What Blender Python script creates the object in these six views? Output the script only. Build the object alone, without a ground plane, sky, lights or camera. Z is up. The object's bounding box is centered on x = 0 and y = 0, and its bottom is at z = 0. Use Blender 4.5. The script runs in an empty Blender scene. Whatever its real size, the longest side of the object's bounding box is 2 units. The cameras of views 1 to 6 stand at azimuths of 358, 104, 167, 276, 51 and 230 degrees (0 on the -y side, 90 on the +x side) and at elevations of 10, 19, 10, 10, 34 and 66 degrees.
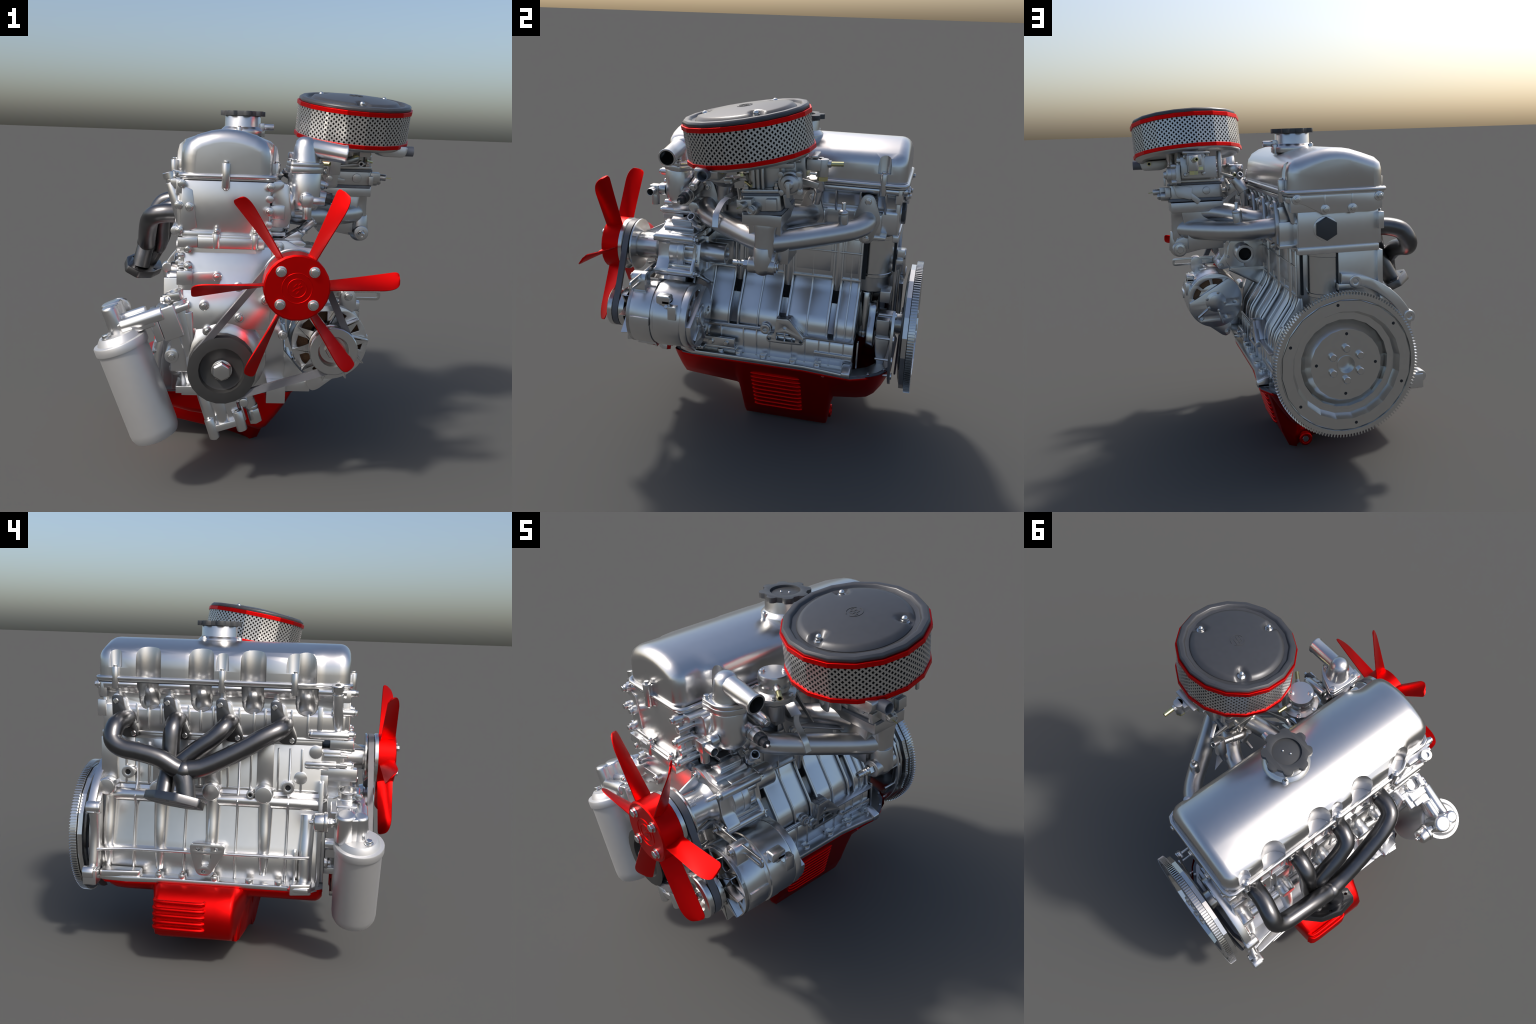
# Four-cylinder car engine, built part by part.
import bpy, bmesh, math, random
from mathutils import Vector, Matrix
from mathutils.geometry import tessellate_polygon

random.seed(7)
V = Vector
pi = math.pi
X, Y, Z = V((1, 0, 0)), V((0, 1, 0)), V((0, 0, 1))

# ------------------------------------------------------------------ materials
def material(name, color, metallic=0.0, rough=0.4, noise=0.0, scale=30.0, bump=0.0, rough_var=0.012, coat=0.0, spec=0.5):
    m = bpy.data.materials.new(name)
    m.use_nodes = True
    nt = m.node_tree
    b = nt.nodes["Principled BSDF"]
    b.inputs["Metallic"].default_value = metallic
    b.inputs["Specular IOR Level"].default_value = spec
    if coat:
        b.inputs["Coat Weight"].default_value = coat
        b.inputs["Coat Roughness"].default_value = 0.15
    tc = nt.nodes.new("ShaderNodeTexCoord")
    n = nt.nodes.new("ShaderNodeTexNoise")
    n.inputs["Scale"].default_value = scale
    n.inputs["Detail"].default_value = 4
    nt.links.new(tc.outputs["Object"], n.inputs["Vector"])
    ramp = nt.nodes.new("ShaderNodeValToRGB")
    c = V(color)
    ramp.color_ramp.elements[0].position = 0.3
    ramp.color_ramp.elements[1].position = 0.7
    ramp.color_ramp.elements[0].color = (*(c * (1 - noise)), 1)
    ramp.color_ramp.elements[1].color = (*[min(1, v) for v in c * (1 + noise)], 1)
    nt.links.new(n.outputs["Fac"], ramp.inputs["Fac"])
    nt.links.new(ramp.outputs["Color"], b.inputs["Base Color"])
    mr = nt.nodes.new("ShaderNodeMapRange")
    mr.inputs["To Min"].default_value = max(0.02, rough - rough_var)
    mr.inputs["To Max"].default_value = rough + rough_var
    nt.links.new(n.outputs["Fac"], mr.inputs["Value"])
    nt.links.new(mr.outputs["Result"], b.inputs["Roughness"])
    if bump:
        n2 = nt.nodes.new("ShaderNodeTexNoise")
        n2.inputs["Scale"].default_value = 420
        nt.links.new(tc.outputs["Object"], n2.inputs["Vector"])
        bp = nt.nodes.new("ShaderNodeBump")
        bp.inputs["Strength"].default_value = bump
        bp.inputs["Distance"].default_value = 0.002
        nt.links.new(n2.outputs["Fac"], bp.inputs["Height"])
        nt.links.new(bp.outputs["Normal"], b.inputs["Normal"])
    return m

ALU = material("cast_aluminium", (0.70, 0.70, 0.70), 1.0, 0.29, 0.012)
COVER = material("satin_aluminium", (0.62, 0.62, 0.62), 1.0, 0.28, 0.008)
STEEL = material("machined_steel", (0.66, 0.66, 0.65), 1.0, 0.24, 0.02)
INTAKE = material("intake_alloy", (0.56, 0.55, 0.54), 1.0, 0.34, 0.02)
CARB = material("carburettor_alloy", (0.58, 0.57, 0.55), 1.0, 0.40, 0.02)
CAN = material("filter_can_paint", (0.60, 0.60, 0.60), 0.75, 0.46, 0.01)
RED = material("red_enamel", (0.70, 0.005, 0.005), 1.0, 0.41, 0.0)
BLACK = material("black_enamel", (0.045, 0.047, 0.05), 0.0, 0.42, 0.05)
LID = material("charcoal_lid", (0.058, 0.060, 0.066), 0.35, 0.36, 0.05)
EXH = material("dark_exhaust_iron", (0.13, 0.13, 0.135), 1.0, 0.33, 0.05)
PULLEY = material("dark_pulley_iron", (0.03, 0.03, 0.03), 0.2, 0.5, 0.05)
RUBBER = material("belt_rubber", (0.13, 0.13, 0.14), 0.3, 0.5, 0.05)  # base grey lightened to match the reflected light on the belt
BRASS = material("brass", (0.62, 0.58, 0.30), 1.0, 0.3, 0.02)
COPPER = material("copper_winding", (0.19, 0.10, 0.05), 0.3, 0.5, 0.25, 160)
DARK = material("dark_cavity", (0.012, 0.013, 0.015), 0.0, 0.7)  # near-black paint, mostly for the shade inside holes and slots
GASKET = material("gasket_fibre", (0.17, 0.18, 0.20), 0.4, 0.55, 0.05)
PAPER = material("filter_element", (0.02, 0.018, 0.018), 0.0, 0.9)

# ------------------------------------------------------------------ builder
def frame(axis):
    a = V(axis).normalized()
    ref = Z if abs(a.z) < 0.9 else X
    u = ref.cross(a).normalized()
    return u, a.cross(u), a

def catmull(pts, k):
    pts = [V(p) for p in pts]
    if k < 2:
        return pts
    out = []
    for i in range(len(pts) - 1):
        p0 = pts[i - 1] if i else pts[0] * 2 - pts[1]
        p1, p2 = pts[i], pts[i + 1]
        p3 = pts[i + 2] if i + 2 < len(pts) else p2 * 2 - p1
        for j in range(k):
            t = j / k
            out.append(0.5 * (2 * p1 + (p2 - p0) * t + (2 * p0 - 5 * p1 + 4 * p2 - p3) * t * t + (3 * p1 - p0 - 3 * p2 + p3) * t ** 3))
    out.append(pts[-1])
    return out

class Part:
    """Collects solids that make up one mesh."""
    def __init__(self):
        self.v, self.f, self.dark = [], [], set()

    def add(self, verts, faces):
        o = len(self.v)
        self.v += [V(p) for p in verts]
        self.f += [tuple(i + o for i in f) for f in faces]
        return self

    def rings(self, rings, cap0=True, cap1=True, closed=False):
        n = len(rings[0])
        vs = [p for r in rings for p in r]
        fs = []
        m = len(rings)
        for i in range(m if closed else m - 1):
            a, b = i * n, ((i + 1) % m) * n
            for j in range(n):
                k = (j + 1) % n
                fs.append((a + j, a + k, b + k, b + j))
        if not closed:
            if cap0:
                fs.append(tuple(range(n - 1, -1, -1)))
            if cap1:
                fs.append(tuple((m - 1) * n + j for j in range(n)))
        return self.add(vs, fs)

    def cyl(self, p0, p1, r, r1=None, n=24, c0=0.0, c1=0.0, turn=0.0):
        p0, p1 = V(p0), V(p1)
        u, w, a = frame(p1 - p0)
        r1 = r if r1 is None else r1
        L = (p1 - p0).length
        st = []
        if c0: st.append((0, r - c0))
        st.append((c0, r))
        st.append((L - c1, r1))
        if c1: st.append((L, r1 - c1))
        R = [[p0 + a * h + (u * math.cos(t) + w * math.sin(t)) * q for t in [turn + 2 * pi * j / n for j in range(n)]] for h, q in st]
        return self.rings(R)

    def pipe(self, p0, p1, ro, ri, n=24, depth=None):
        """Open-ended spigot: hole at p1."""
        p0, p1 = V(p0), V(p1)
        u, w, a = frame(p1 - p0)
        L = (p1 - p0).length
        d = L * 0.8 if depth is None else depth
        st = [(0, ro), (L, ro), (L, ri), (L - d, ri)]
        R = [[p0 + a * h + (u * math.cos(t) + w * math.sin(t)) * q for t in [2 * pi * j / n for j in range(n)]] for h, q in st]
        self.rings(R)
        self.dark.add(len(self.f) - 1)  # bore floor coloured black, so its shadow is painted on
        return self

    def lathe(self, prof, o, axis, n=32, turn=0.0, closed=False):
        o = V(o)
        u, w, a = frame(axis)
        R = [[o + a * h + (u * math.cos(t) + w * math.sin(t)) * max(r, 1e-4) for t in [turn + 2 * pi * j / n for j in range(n)]] for r, h in prof]
        return self.rings(R, closed=closed)

    def sphere(self, c, r, n=16, sq=(1, 1, 1)):
        c = V(c)
        R = []
        for i in range(n // 2 + 1):
            ph = -pi / 2 + pi * i / (n // 2)
            q = max(math.cos(ph), 1e-3)
            R.append([c + V((r * q * math.cos(t) * sq[0], r * q * math.sin(t) * sq[1], r * math.sin(ph) * sq[2])) for t in [2 * pi * j / n for j in range(n)]])
        return self.rings(R)

    def box(self, lo, hi, M=None):
        (x0, y0, z0), (x1, y1, z1) = lo, hi
        vs = [V((x, y, z)) for z in (z0, z1) for y in (y0, y1) for x in (x0, x1)]
        if M is not None:
            vs = [M @ p for p in vs]
        return self.add(vs, [(0, 2, 3, 1), (4, 5, 7, 6), (0, 1, 5, 4), (2, 6, 7, 3), (0, 4, 6, 2), (1, 3, 7, 5)])

    def bar(self, p0, p1, wy, wz, up=Z):
        """Rectangular bar from p0 to p1."""
        p0, p1 = V(p0), V(p1)
        a = (p1 - p0).normalized()
        s = a.cross(up).normalized()
        t = s.cross(a)
        q = [(-1, -1), (1, -1), (1, 1), (-1, 1)]
        return self.rings([[p + s * (i * wy / 2) + t * (j * wz / 2) for i, j in q] for p in (p0, p1)])

    def prism(self, poly, o, u, w, depth, holes=()):
        """Flat polygon (with holes) in plane (u,w) at o, extruded along u x w."""
        o, u, w = V(o), V(u).normalized(), V(w).normalized()
        nrm = u.cross(w)
        def area(p):
            return sum(p[i][0] * p[(i + 1) % len(p)][1] - p[(i + 1) % len(p)][0] * p[i][1] for i in range(len(p)))
        loops = [list(poly) if area(poly) > 0 else list(poly)[::-1]]
        for h in holes:
            loops.append(list(h) if area(h) < 0 else list(h)[::-1])
        flat = [p for l in loops for p in l]
        N = len(flat)
        vs = [o + u * p[0] + w * p[1] for p in flat]
        vs = vs + [p + nrm * depth for p in vs]
        fs = []
        if len(loops) == 1:
            fs.append(tuple(range(N - 1, -1, -1)))
            fs.append(tuple(range(N, 2 * N)))
        else:
            tri = tessellate_polygon([[V((p[0], p[1], 0)) for p in l] for l in loops])
            for t in tri:
                a, b, c = [flat[i] for i in t]
                s = (b[0] - a[0]) * (c[1] - a[1]) - (c[0] - a[0]) * (b[1] - a[1])
                if abs(s) < 1e-14: continue
                t = tuple(t) if s > 0 else tuple(t)[::-1]
                fs.append(tuple(i + N for i in t))
                fs.append(t[::-1])
        k = 0
        for l in loops:
            m = len(l)
            for i in range(m):
                a, b = k + i, k + (i + 1) % m
                fs.append((a, b, b + N, a + N))
            k += m
        if depth < 0:
            fs = [f[::-1] for f in fs]
        return self.add(vs, fs)

    def tube(self, pts, r, n=20, k=6, caps=True, closed=False):
        P = catmull(pts, k) if not closed else [V(p) for p in pts]
        m = len(P)
        rad = r if callable(r) else (lambda t: r)
        if not callable(r) and isinstance(r, (list, tuple)):
            rr = list(r)
            def rad(t):
                x = t * (len(rr) - 1); i = min(int(x), len(rr) - 2)
                return rr[i] + (rr[i + 1] - rr[i]) * (x - i)
        T = []
        for i in range(m):
            if closed: d = P[(i + 1) % m] - P[i - 1]
            else: d = P[min(i + 1, m - 1)] - P[max(i - 1, 0)]
            T.append(d.normalized())
        u = frame(T[0])[0]
        R = []
        for i in range(m):
            u = (u - T[i] * u.dot(T[i])).normalized()
            w = T[i].cross(u)
            q = rad(i / max(1, m - 1))
            R.append([P[i] + (u * math.cos(t) + w * math.sin(t)) * q for t in [2 * pi * j / n for j in range(n)]])
        return self.rings(R, caps, caps, closed)

    def done(self, name, mat, parent, bevel=0.0, seg=2, angle=40, smooth=38, cut=None, weld=False):
        me = bpy.data.meshes.new(name)
        me.from_pydata([tuple(p) for p in self.v], [], self.f)
        me.validate()
        ob = bpy.data.objects.new(name, me)
        bpy.context.scene.collection.objects.link(ob)
        for m in (mat if isinstance(mat, (list, tuple)) else [mat]):
            me.materials.append(m)
        if self.dark:
            me.materials.append(DARK)
            if len(me.polygons) == len(self.f):
                for k in self.dark: me.polygons[k].material_index = 1
        bm = bmesh.new(); bm.from_mesh(me)
        if weld: bmesh.ops.remove_doubles(bm, verts=bm.verts, dist=1e-5)
        bmesh.ops.recalc_face_normals(bm, faces=bm.faces)
        bm.to_mesh(me); bm.free()
        if parent: ob.parent = parent
        mods = False
        if cut is not None:
            b = ob.modifiers.new("cut", 'BOOLEAN'); b.object = cut; b.operation = 'DIFFERENCE'; b.solver = 'EXACT'; b.use_self = True
            mods = True
        if bevel:
            b = ob.modifiers.new("bevel", 'BEVEL'); b.width = bevel; b.segments = seg
            b.limit_method = 'ANGLE'; b.angle_limit = math.radians(angle)
            mods = True
        if mods:
            dg = bpy.context.evaluated_depsgraph_get()
            new = bpy.data.meshes.new_from_object(ob.evaluated_get(dg))
            ob.modifiers.clear()
            ob.data = new
            me = new
        me.shade_smooth()
        me.set_sharp_from_angle(angle=math.radians(smooth))
        if cut is not None:
            bpy.data.objects.remove(cut)
        return ob

def circle2(cx, cy, r, n=16, a0=0.0):
    return [(cx + r * math.cos(a0 + 2 * pi * i / n), cy + r * math.sin(a0 + 2 * pi * i / n)) for i in range(n)]

def roundpoly(poly, r, k=4):
    """2D polygon with rounded corners."""
    out = []
    n = len(poly)
    for i in range(n):
        p0, p, p1 = V(poly[i - 1]), V(poly[i]), V(poly[(i + 1) % n])
        q = r[i] if isinstance(r, (list, tuple)) else r
        a, b = (p0 - p), (p1 - p)
        d = min(q, a.length * .48, b.length * .48)
        A, B = p + a.normalized() * d, p + b.normalized() * d
        for j in range(k + 1):
            t = j / k
            out.append(tuple(A * (1 - t) ** 2 + p * 2 * t * (1 - t) + B * t * t))
    return out

# the thing
ENGINE = bpy.data.objects.new("car_engine", None)
bpy.context.scene.collection.objects.link(ENGINE)
ENGINE["label"] = "four cylinder car engine with red fan and red oil pan"
ENGINE["category"] = "car engine"

# ------------------------------------------------------------------ shared bolts
def bolt_mesh(name, kind, mat):
    p = Part()
    if kind == 'hex':      # washer + hex head, unit radius 1, along +z
        p.cyl((0, 0, 0), (0, 0, .18), 1.22, n=16)
        p.cyl((0, 0, .18), (0, 0, .95), .98, n=6, c1=.12)
    elif kind == 'dome':   # acorn nut
        p.cyl((0, 0, 0), (0, 0, .2), 1.3, n=16)
        p.cyl((0, 0, .2), (0, 0, .8), 1.0, n=6)
        p.sphere((0, 0, 1.1), .82, 14)
    elif kind == 'stud':   # nut with stud end
        p.cyl((0, 0, 0), (0, 0, .8), 1.0, n=6, c1=.1)
        p.cyl((0, 0, .8), (0, 0, 1.6), .55, n=12, c1=.08)
    elif kind == 'pan':
        p.cyl((0, 0, 0), (0, 0, .6), 1.0, n=14, c1=.25)
    ob = p.done(name, mat, None, bevel=.07 if kind == 'hex' else 0)
    me = ob.data
    bpy.data.objects.remove(ob)
    return me

BOLT = {k: bolt_mesh("bolt_" + k, k, STEEL) for k in ('hex', 'dome', 'stud', 'pan')}

def bolt(parent, p, d, r, kind='hex', name='bolt', turn=None):
    o = bpy.data.objects.new(name, BOLT[kind])
    bpy.context.scene.collection.objects.link(o)
    o.parent = parent
    q = V(d).to_track_quat('Z', 'Y') @ Matrix.Rotation(random.uniform(0, 1) if turn is None else turn, 3, 'Z').to_quaternion()
    o.matrix_local = Matrix.Translation(V(p)) @ q.to_matrix().to_4x4() @ Matrix.Scale(r, 4)
    return o

CX, CZ = -0.193, 0.650      # crankshaft axis
CYL = [0.615, 0.325, 0.035, -0.255]

# ------------------------------------------------------------------ valve cover
def smooth01(t):
    t = max(0, min(1, t)); return t * t * (3 - 2 * t)

COV0, COV1 = -0.592, 0.782
def cover_profile(y):
    """(x, z, nx, nz) list: left wall, roof, right wall."""
    k = smooth01((-.35 - y) / .10)
    xl = -.458 + .046 * k
    xr = .060 - .042 * k
    e = .044 - .014 * k
    P = [(xl, 1.548), (xl, 1.60), (xl + .002, 1.645), (xl + .012, 1.683), (xl + e, 1.711), (-.345, 1.736), (-.28, 1.757), (-.24, 1.764), (-.20, 1.766),
         (-.16, 1.764), (-.12, 1.758), (-.06, 1.741), (xr - e, 1.713), (xr - .012, 1.685), (xr - .002, 1.645), (xr, 1.60), (xr, 1.548)]
    out = []
    for i, p in enumerate(P):
        a, b = P[max(0, i - 1)], P[min(len(P) - 1, i + 1)]
        t = V((b[0] - a[0], b[1] - a[1])).normalized()
        out.append((p[0], p[1], -t.y, t.x))
    return out

def valve_cover():
    p = Part()
    R = .062
    ys = []
    k = 7
    for i in range(k + 1):
        ph = pi / 2 * i / k
        ys.append((COV0 + R * (1 - math.sin(ph)) , R * (1 - math.cos(ph))))
    ys = sorted(ys)
    ys = [(COV0 + R * (1 - math.cos(pi / 2 * i / k)), R * (1 - math.sin(pi / 2 * i / k))) for i in range(k + 1)]
    mid = [(-.50 + i * .02, 0) for i in range(10)] + [(.0, 0), (.3, 0), (.6, 0)]
    end = [(COV1 - (y - COV0), e) for y, e in ys][::-1]
    rings = []
    for y, e in ys + mid + end:
        ring = [V((x - nx * e, y, max(1.548, z - nz * e))) for x, z, nx, nz in cover_profile(y)]
        rings.append(ring + [V((ring[-1].x, y, 1.543)), V((ring[0].x, y, 1.543))])
    p.rings(rings)
    # vertical scallops that clear the spark plugs, and the stud pockets
    c = Part()
    for y in (.497, .207, -.075):
        c.cyl((-.464, y, 1.40), (-.464, y, 1.9), .070, n=28)
    c.cyl((-.464, -.362, 1.40), (-.464, -.362, 1.9), .064, n=28)
    c.cyl((-.466, -.300, 1.605), (-.466, -.300, 1.9), .050, n=24)
    for x, y in ((-.464, .677), (-.464, .092), (.068, .661), (.060, -.388)):
        c.cyl((x, y, 1.605), (x, y, 1.9), .036, n=20)
        c.box((x - (.05 if x < 0 else 0), y - .036, 1.605), (x + (0 if x < 0 else .05), y + .036, 1.9))
    cutter = c.done("cutter", ALU, None)
    cov = p.done("valve_cover", COVER, ENGINE, bevel=.007, seg=3, angle=38, smooth=50, cut=cutter)
    # bead around the foot
    q = Part()
    pts = []
    x0, x1 = -.466, .076
    def kk(y): return smooth01((-.35 - y) / .10)
    def xr(y): return x1 - .042 * kk(y)
    def xl(y): return x0 + .046 * kk(y)
    ys = (-.5, -.46, -.43, -.40, -.37, -.34, -.2, .2, .5, .70)
    L = [(xl(-.6), COV0 + .035), (xl(-.6) + .012, COV0 + .008), (xl(-.6) + .04, COV0 - .006)] + [(x, COV0 - .006) for x in (-.3, -.1)] + \
        [(xr(-.6) - .04, COV0 - .006), (xr(-.6) - .01, COV0 + .008), (xr(-.6), COV0 + .035)] + [(xr(y), y) for y in ys] + \
        [(x1, COV1 - .035), (x1 - .012, COV1 - .008), (x1 - .04, COV1 + .004), (-.1, COV1 + .004), (-.3, COV1 + .004), (x0 + .04, COV1 + .004), (x0 + .012, COV1 - .008), (x0, COV1 - .035)] + [(xl(y), y) for y in ys[::-1]]
    q.tube([(x, y, 1.546) for x, y in L], .0115, n=12, closed=True)
    q.prism([(x, y) for x, y in L], (0, 0, 1.528), X, Y, .014)
    q.done("cover_flange", COVER, cov)
    g = Part()
    g.prism([(x * .996 + (-.19 * .004), y * .996) for x, y in L], (0, 0, 1.524), X, Y, .005)
    g.done("cover_gasket", DARK, cov)
    # studs and their posts
    s = Part()
    for x, y in ((-.464, .677), (-.464, .092), (-.468, -.300), (.072, .661), (.048, -.388)):
        s.cyl((x, y, 1.49), (x, y, 1.606), .019, n=16)
        bolt(cov, (x, y, 1.606), Z, .012)
    s.cyl((-.204, -.612, 1.495), (-.204, -.612, 1.608), .020, n=16)
    s.box((-.222, -.612, 1.495), (-.186, -.575, 1.600))
    s.cyl((-.204, -.612, 1.482), (-.204, -.612, 1.495), .008, .02, n=12)
    s.done("cover_post", COVER, cov, bevel=.002)
    bolt(cov, (-.204, -.612, 1.608), Z, .013)
    return cov

cover = valve_cover()

def oil_filler():
    c = V((-.118, .165, 0))
    p = Part()
    p.lathe([(.125, 1.735), (.125, 1.765), (.112, 1.778), (.103, 1.785), (.101, 1.845), (.0, 1.846)], c, Z, 28)
    for a in (20, 140, 260):
        t = math.radians(a)
        p.cyl(c + V((.12 * math.cos(t), .12 * math.sin(t), 1.73)), c + V((.12 * math.cos(t), .12 * math.sin(t), 1.782)), .016, n=14)
    neck = p.done("oil_filler_neck", COVER, cover, bevel=.003)
    for a in (20, 140, 260):
        t = math.radians(a)
        bolt(neck, c + V((.12 * math.cos(t), .12 * math.sin(t), 1.782)), Z, .010, 'pan')
    s = Part()
    s.box((-.028, .140, 1.765), (.004, .190, 1.808))
    s.pipe((-.03, .172, 1.787), (.060, .172, 1.787), .018, .012, 16)
    s.done("breather_spigot", COVER, neck, bevel=.004)
    # star grip cap
    k = Part()
    def outline(s):
        o = []
        for i in range(72):
            t = 2 * pi * i / 72
            r = .108 + .020 * smooth01(.5 + .9 * math.cos(8 * t) )
            o.append((c.x + s * r * math.cos(t + .2), c.y + s * r * math.sin(t + .2)))
        return o
    k.prism(outline(1), (0, 0, 1.846), X, Y, .026, holes=[circle2(c.x, c.y, .075, 36)])
    k.prism(circle2(c.x, c.y, .078, 36), (0, 0, 1.848), X, Y, .012)
    cap = k.done("oil_filler_cap", BLACK, cover, bevel=.004, seg=2)
    for d in (-.018, .018):
        q = Part(); q.sphere(c + V((d, d * .6, 1.861)), .0065, 12)
        q.done("rivet", STEEL, cap)
oil_filler()

# ------------------------------------------------------------------ cylinder head
def cylinder_head():
    p = Part()
    y0, y1 = -.575, .745
    prof = [(-.430, 1.252), (-.430, 1.385), (-.418, 1.40), (-.418, 1.47), (-.466, 1.50), (-.466, 1.527), (.074, 1.527), (.074, 1.50), (.020, 1.475), (-.005, 1.40), (.015, 1.385), (.015, 1.252)]
    p.prism(roundpoly(prof, .012, 2), (0, y1, 0), X, Z, y1 - y0)
    # scallops
    c = Part()
    for y in (.497, .207, -.075, -.366):
        c.cyl((-.415, y, 1.435), (-.47, y, 1.56), .062, n=24)
        c.sphere((-.415, y, 1.435), .061, 20, (1, 1, 1.0))
        c.cyl((-.40, y, 1.45), (-.31, y, 1.36), .045, n=20)
    cutter = c.done("cutter", ALU, None)
    head = p.done("cylinder_head", ALU, ENGINE, bevel=.005, seg=2, cut=cutter, angle=35)
    # exhaust side pads and ribs
    q = Part()
    for y in (.628, .337, .043, -.250):
        tri = [(y + .052 + .02, 1.440), (y + .052 - .055, 1.440), (y - .012, 1.40), (y - .068, 1.285), (y - .075, 1.225 + .02), (y + .05, 1.245), (y + .075, 1.30)]
        q.prism(roundpoly(tri, .02, 3), (-.446, 0, 0), Y, Z, .028)
        q.cyl((-.44, y + .05, 1.44), (-.40, y + .05, 1.44), .022, n=14)
        q.box((-.440, y - .135, 1.27), (-.425, y - .122, 1.39))
    for y in (.565, .43, .275, .14, -.005, -.145, -.29, -.435):
        q.box((-.438, y - .007, 1.30), (-.425, y + .007, 1.41))
    q.box((-.436, -.47, 1.245), (-.425, .70, 1.258))
    q.box((-.445, .700, 1.255), (-.425, .752, 1.40))
    q.box((-.452, .735, 1.335), (-.42, .782, 1.425))
    q.done("exhaust_pad", ALU, head, bevel=.004)
    # intake side
    q = Part()
    for y in (.593, .288, -.009, -.306):
        q.box((-.02, y - .075, 1.262), (.092, y + .075, 1.385))
        q.prism([(-.02, 1.38), (.092, 1.38), (.092, 1.46), (.04, 1.47)], (0, y + .045, 0), X, Z, .09)
    q.box((.0, -.45, 1.248), (.10, .70, 1.268))
    for i in range(9):
        y = -.40 + i * .135
        q.prism([(.0, 1.36), (.03, 1.38), (.07, 1.50), (.0, 1.50)], (0, y + .006, 0), X, Z, .012)
    q.done("intake_pad", ALU, head, bevel=.004)
    # rear cover plate
    q = Part()
    outl = [(.045, 1.535), (.045, 1.495), (-.01, 1.485), (-.115, 1.430), (-.30, 1.433), (-.405, 1.43), (-.435, 1.455), (-.445, 1.535)]
    q.prism(roundpoly(outl, .02, 3), (0, .784, 0), X, Z, .03)
    for x, z in ((.023, 1.511), (-.127, 1.452), (-.276, 1.452), (-.423, 1.509)):
        q.cyl((x, .77, z), (x, .790, z), .026, n=18)
    for x, z in ((-.127, 1.47), (-.276, 1.47)):
        q.box((x - .005, .78, z), (x + .005, .788, 1.53))
    rc = q.done("rear_cover", ALU, head, bevel=.003)
    for x, z in ((.023, 1.511), (-.127, 1.452), (-.276, 1.452), (-.423, 1.509)):
        bolt(rc, (x, .790, z), Y, .015)
    q = Part()
    q.box((-.43, .735, 1.252), (.012, .757, 1.45))
    q.box((-.43, .73, 1.218), (.02, .765, 1.256))
    q.box((-.45, .73, 1.44), (.05, .765, 1.527))
    q.done("head_end_wall", ALU, head, bevel=.006)
    q = Part()
    q.cyl((-.135, .75, 1.350), (-.135, .762, 1.350), .066, n=28)
    q.done("plug_seat", ALU, head, bevel=.003)
    q = Part()
    q.cyl((-.137, .76, 1.350), (-.137, .784, 1.350), .063, n=6, c1=.004, turn=pi / 6)
    q.done("hexagonal_plug", BLACK, head, bevel=.002)
    # head side bosses at the front, -x
    q = Part()
    q.cyl((-.438, -.40, 1.283), (-.438, -.60, 1.283), .023, n=16)
    q.sphere((-.438, -.40, 1.283), .023, 12)
    q.cyl((-.418, -.428, 1.186), (-.442, -.428, 1.186), .036, n=20)
    q.cyl((-.418, -.351, 1.040), (-.442, -.351, 1.040), .036, n=20)
    q.box((-.440, -.455, 1.27), (-.40, -.43, 1.43))
    q.box((-.437, -.60, 1.46), (-.40, -.44, 1.525))
    q.done("side_boss", ALU, head, bevel=.004)
    return head
head = cylinder_head()

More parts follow.
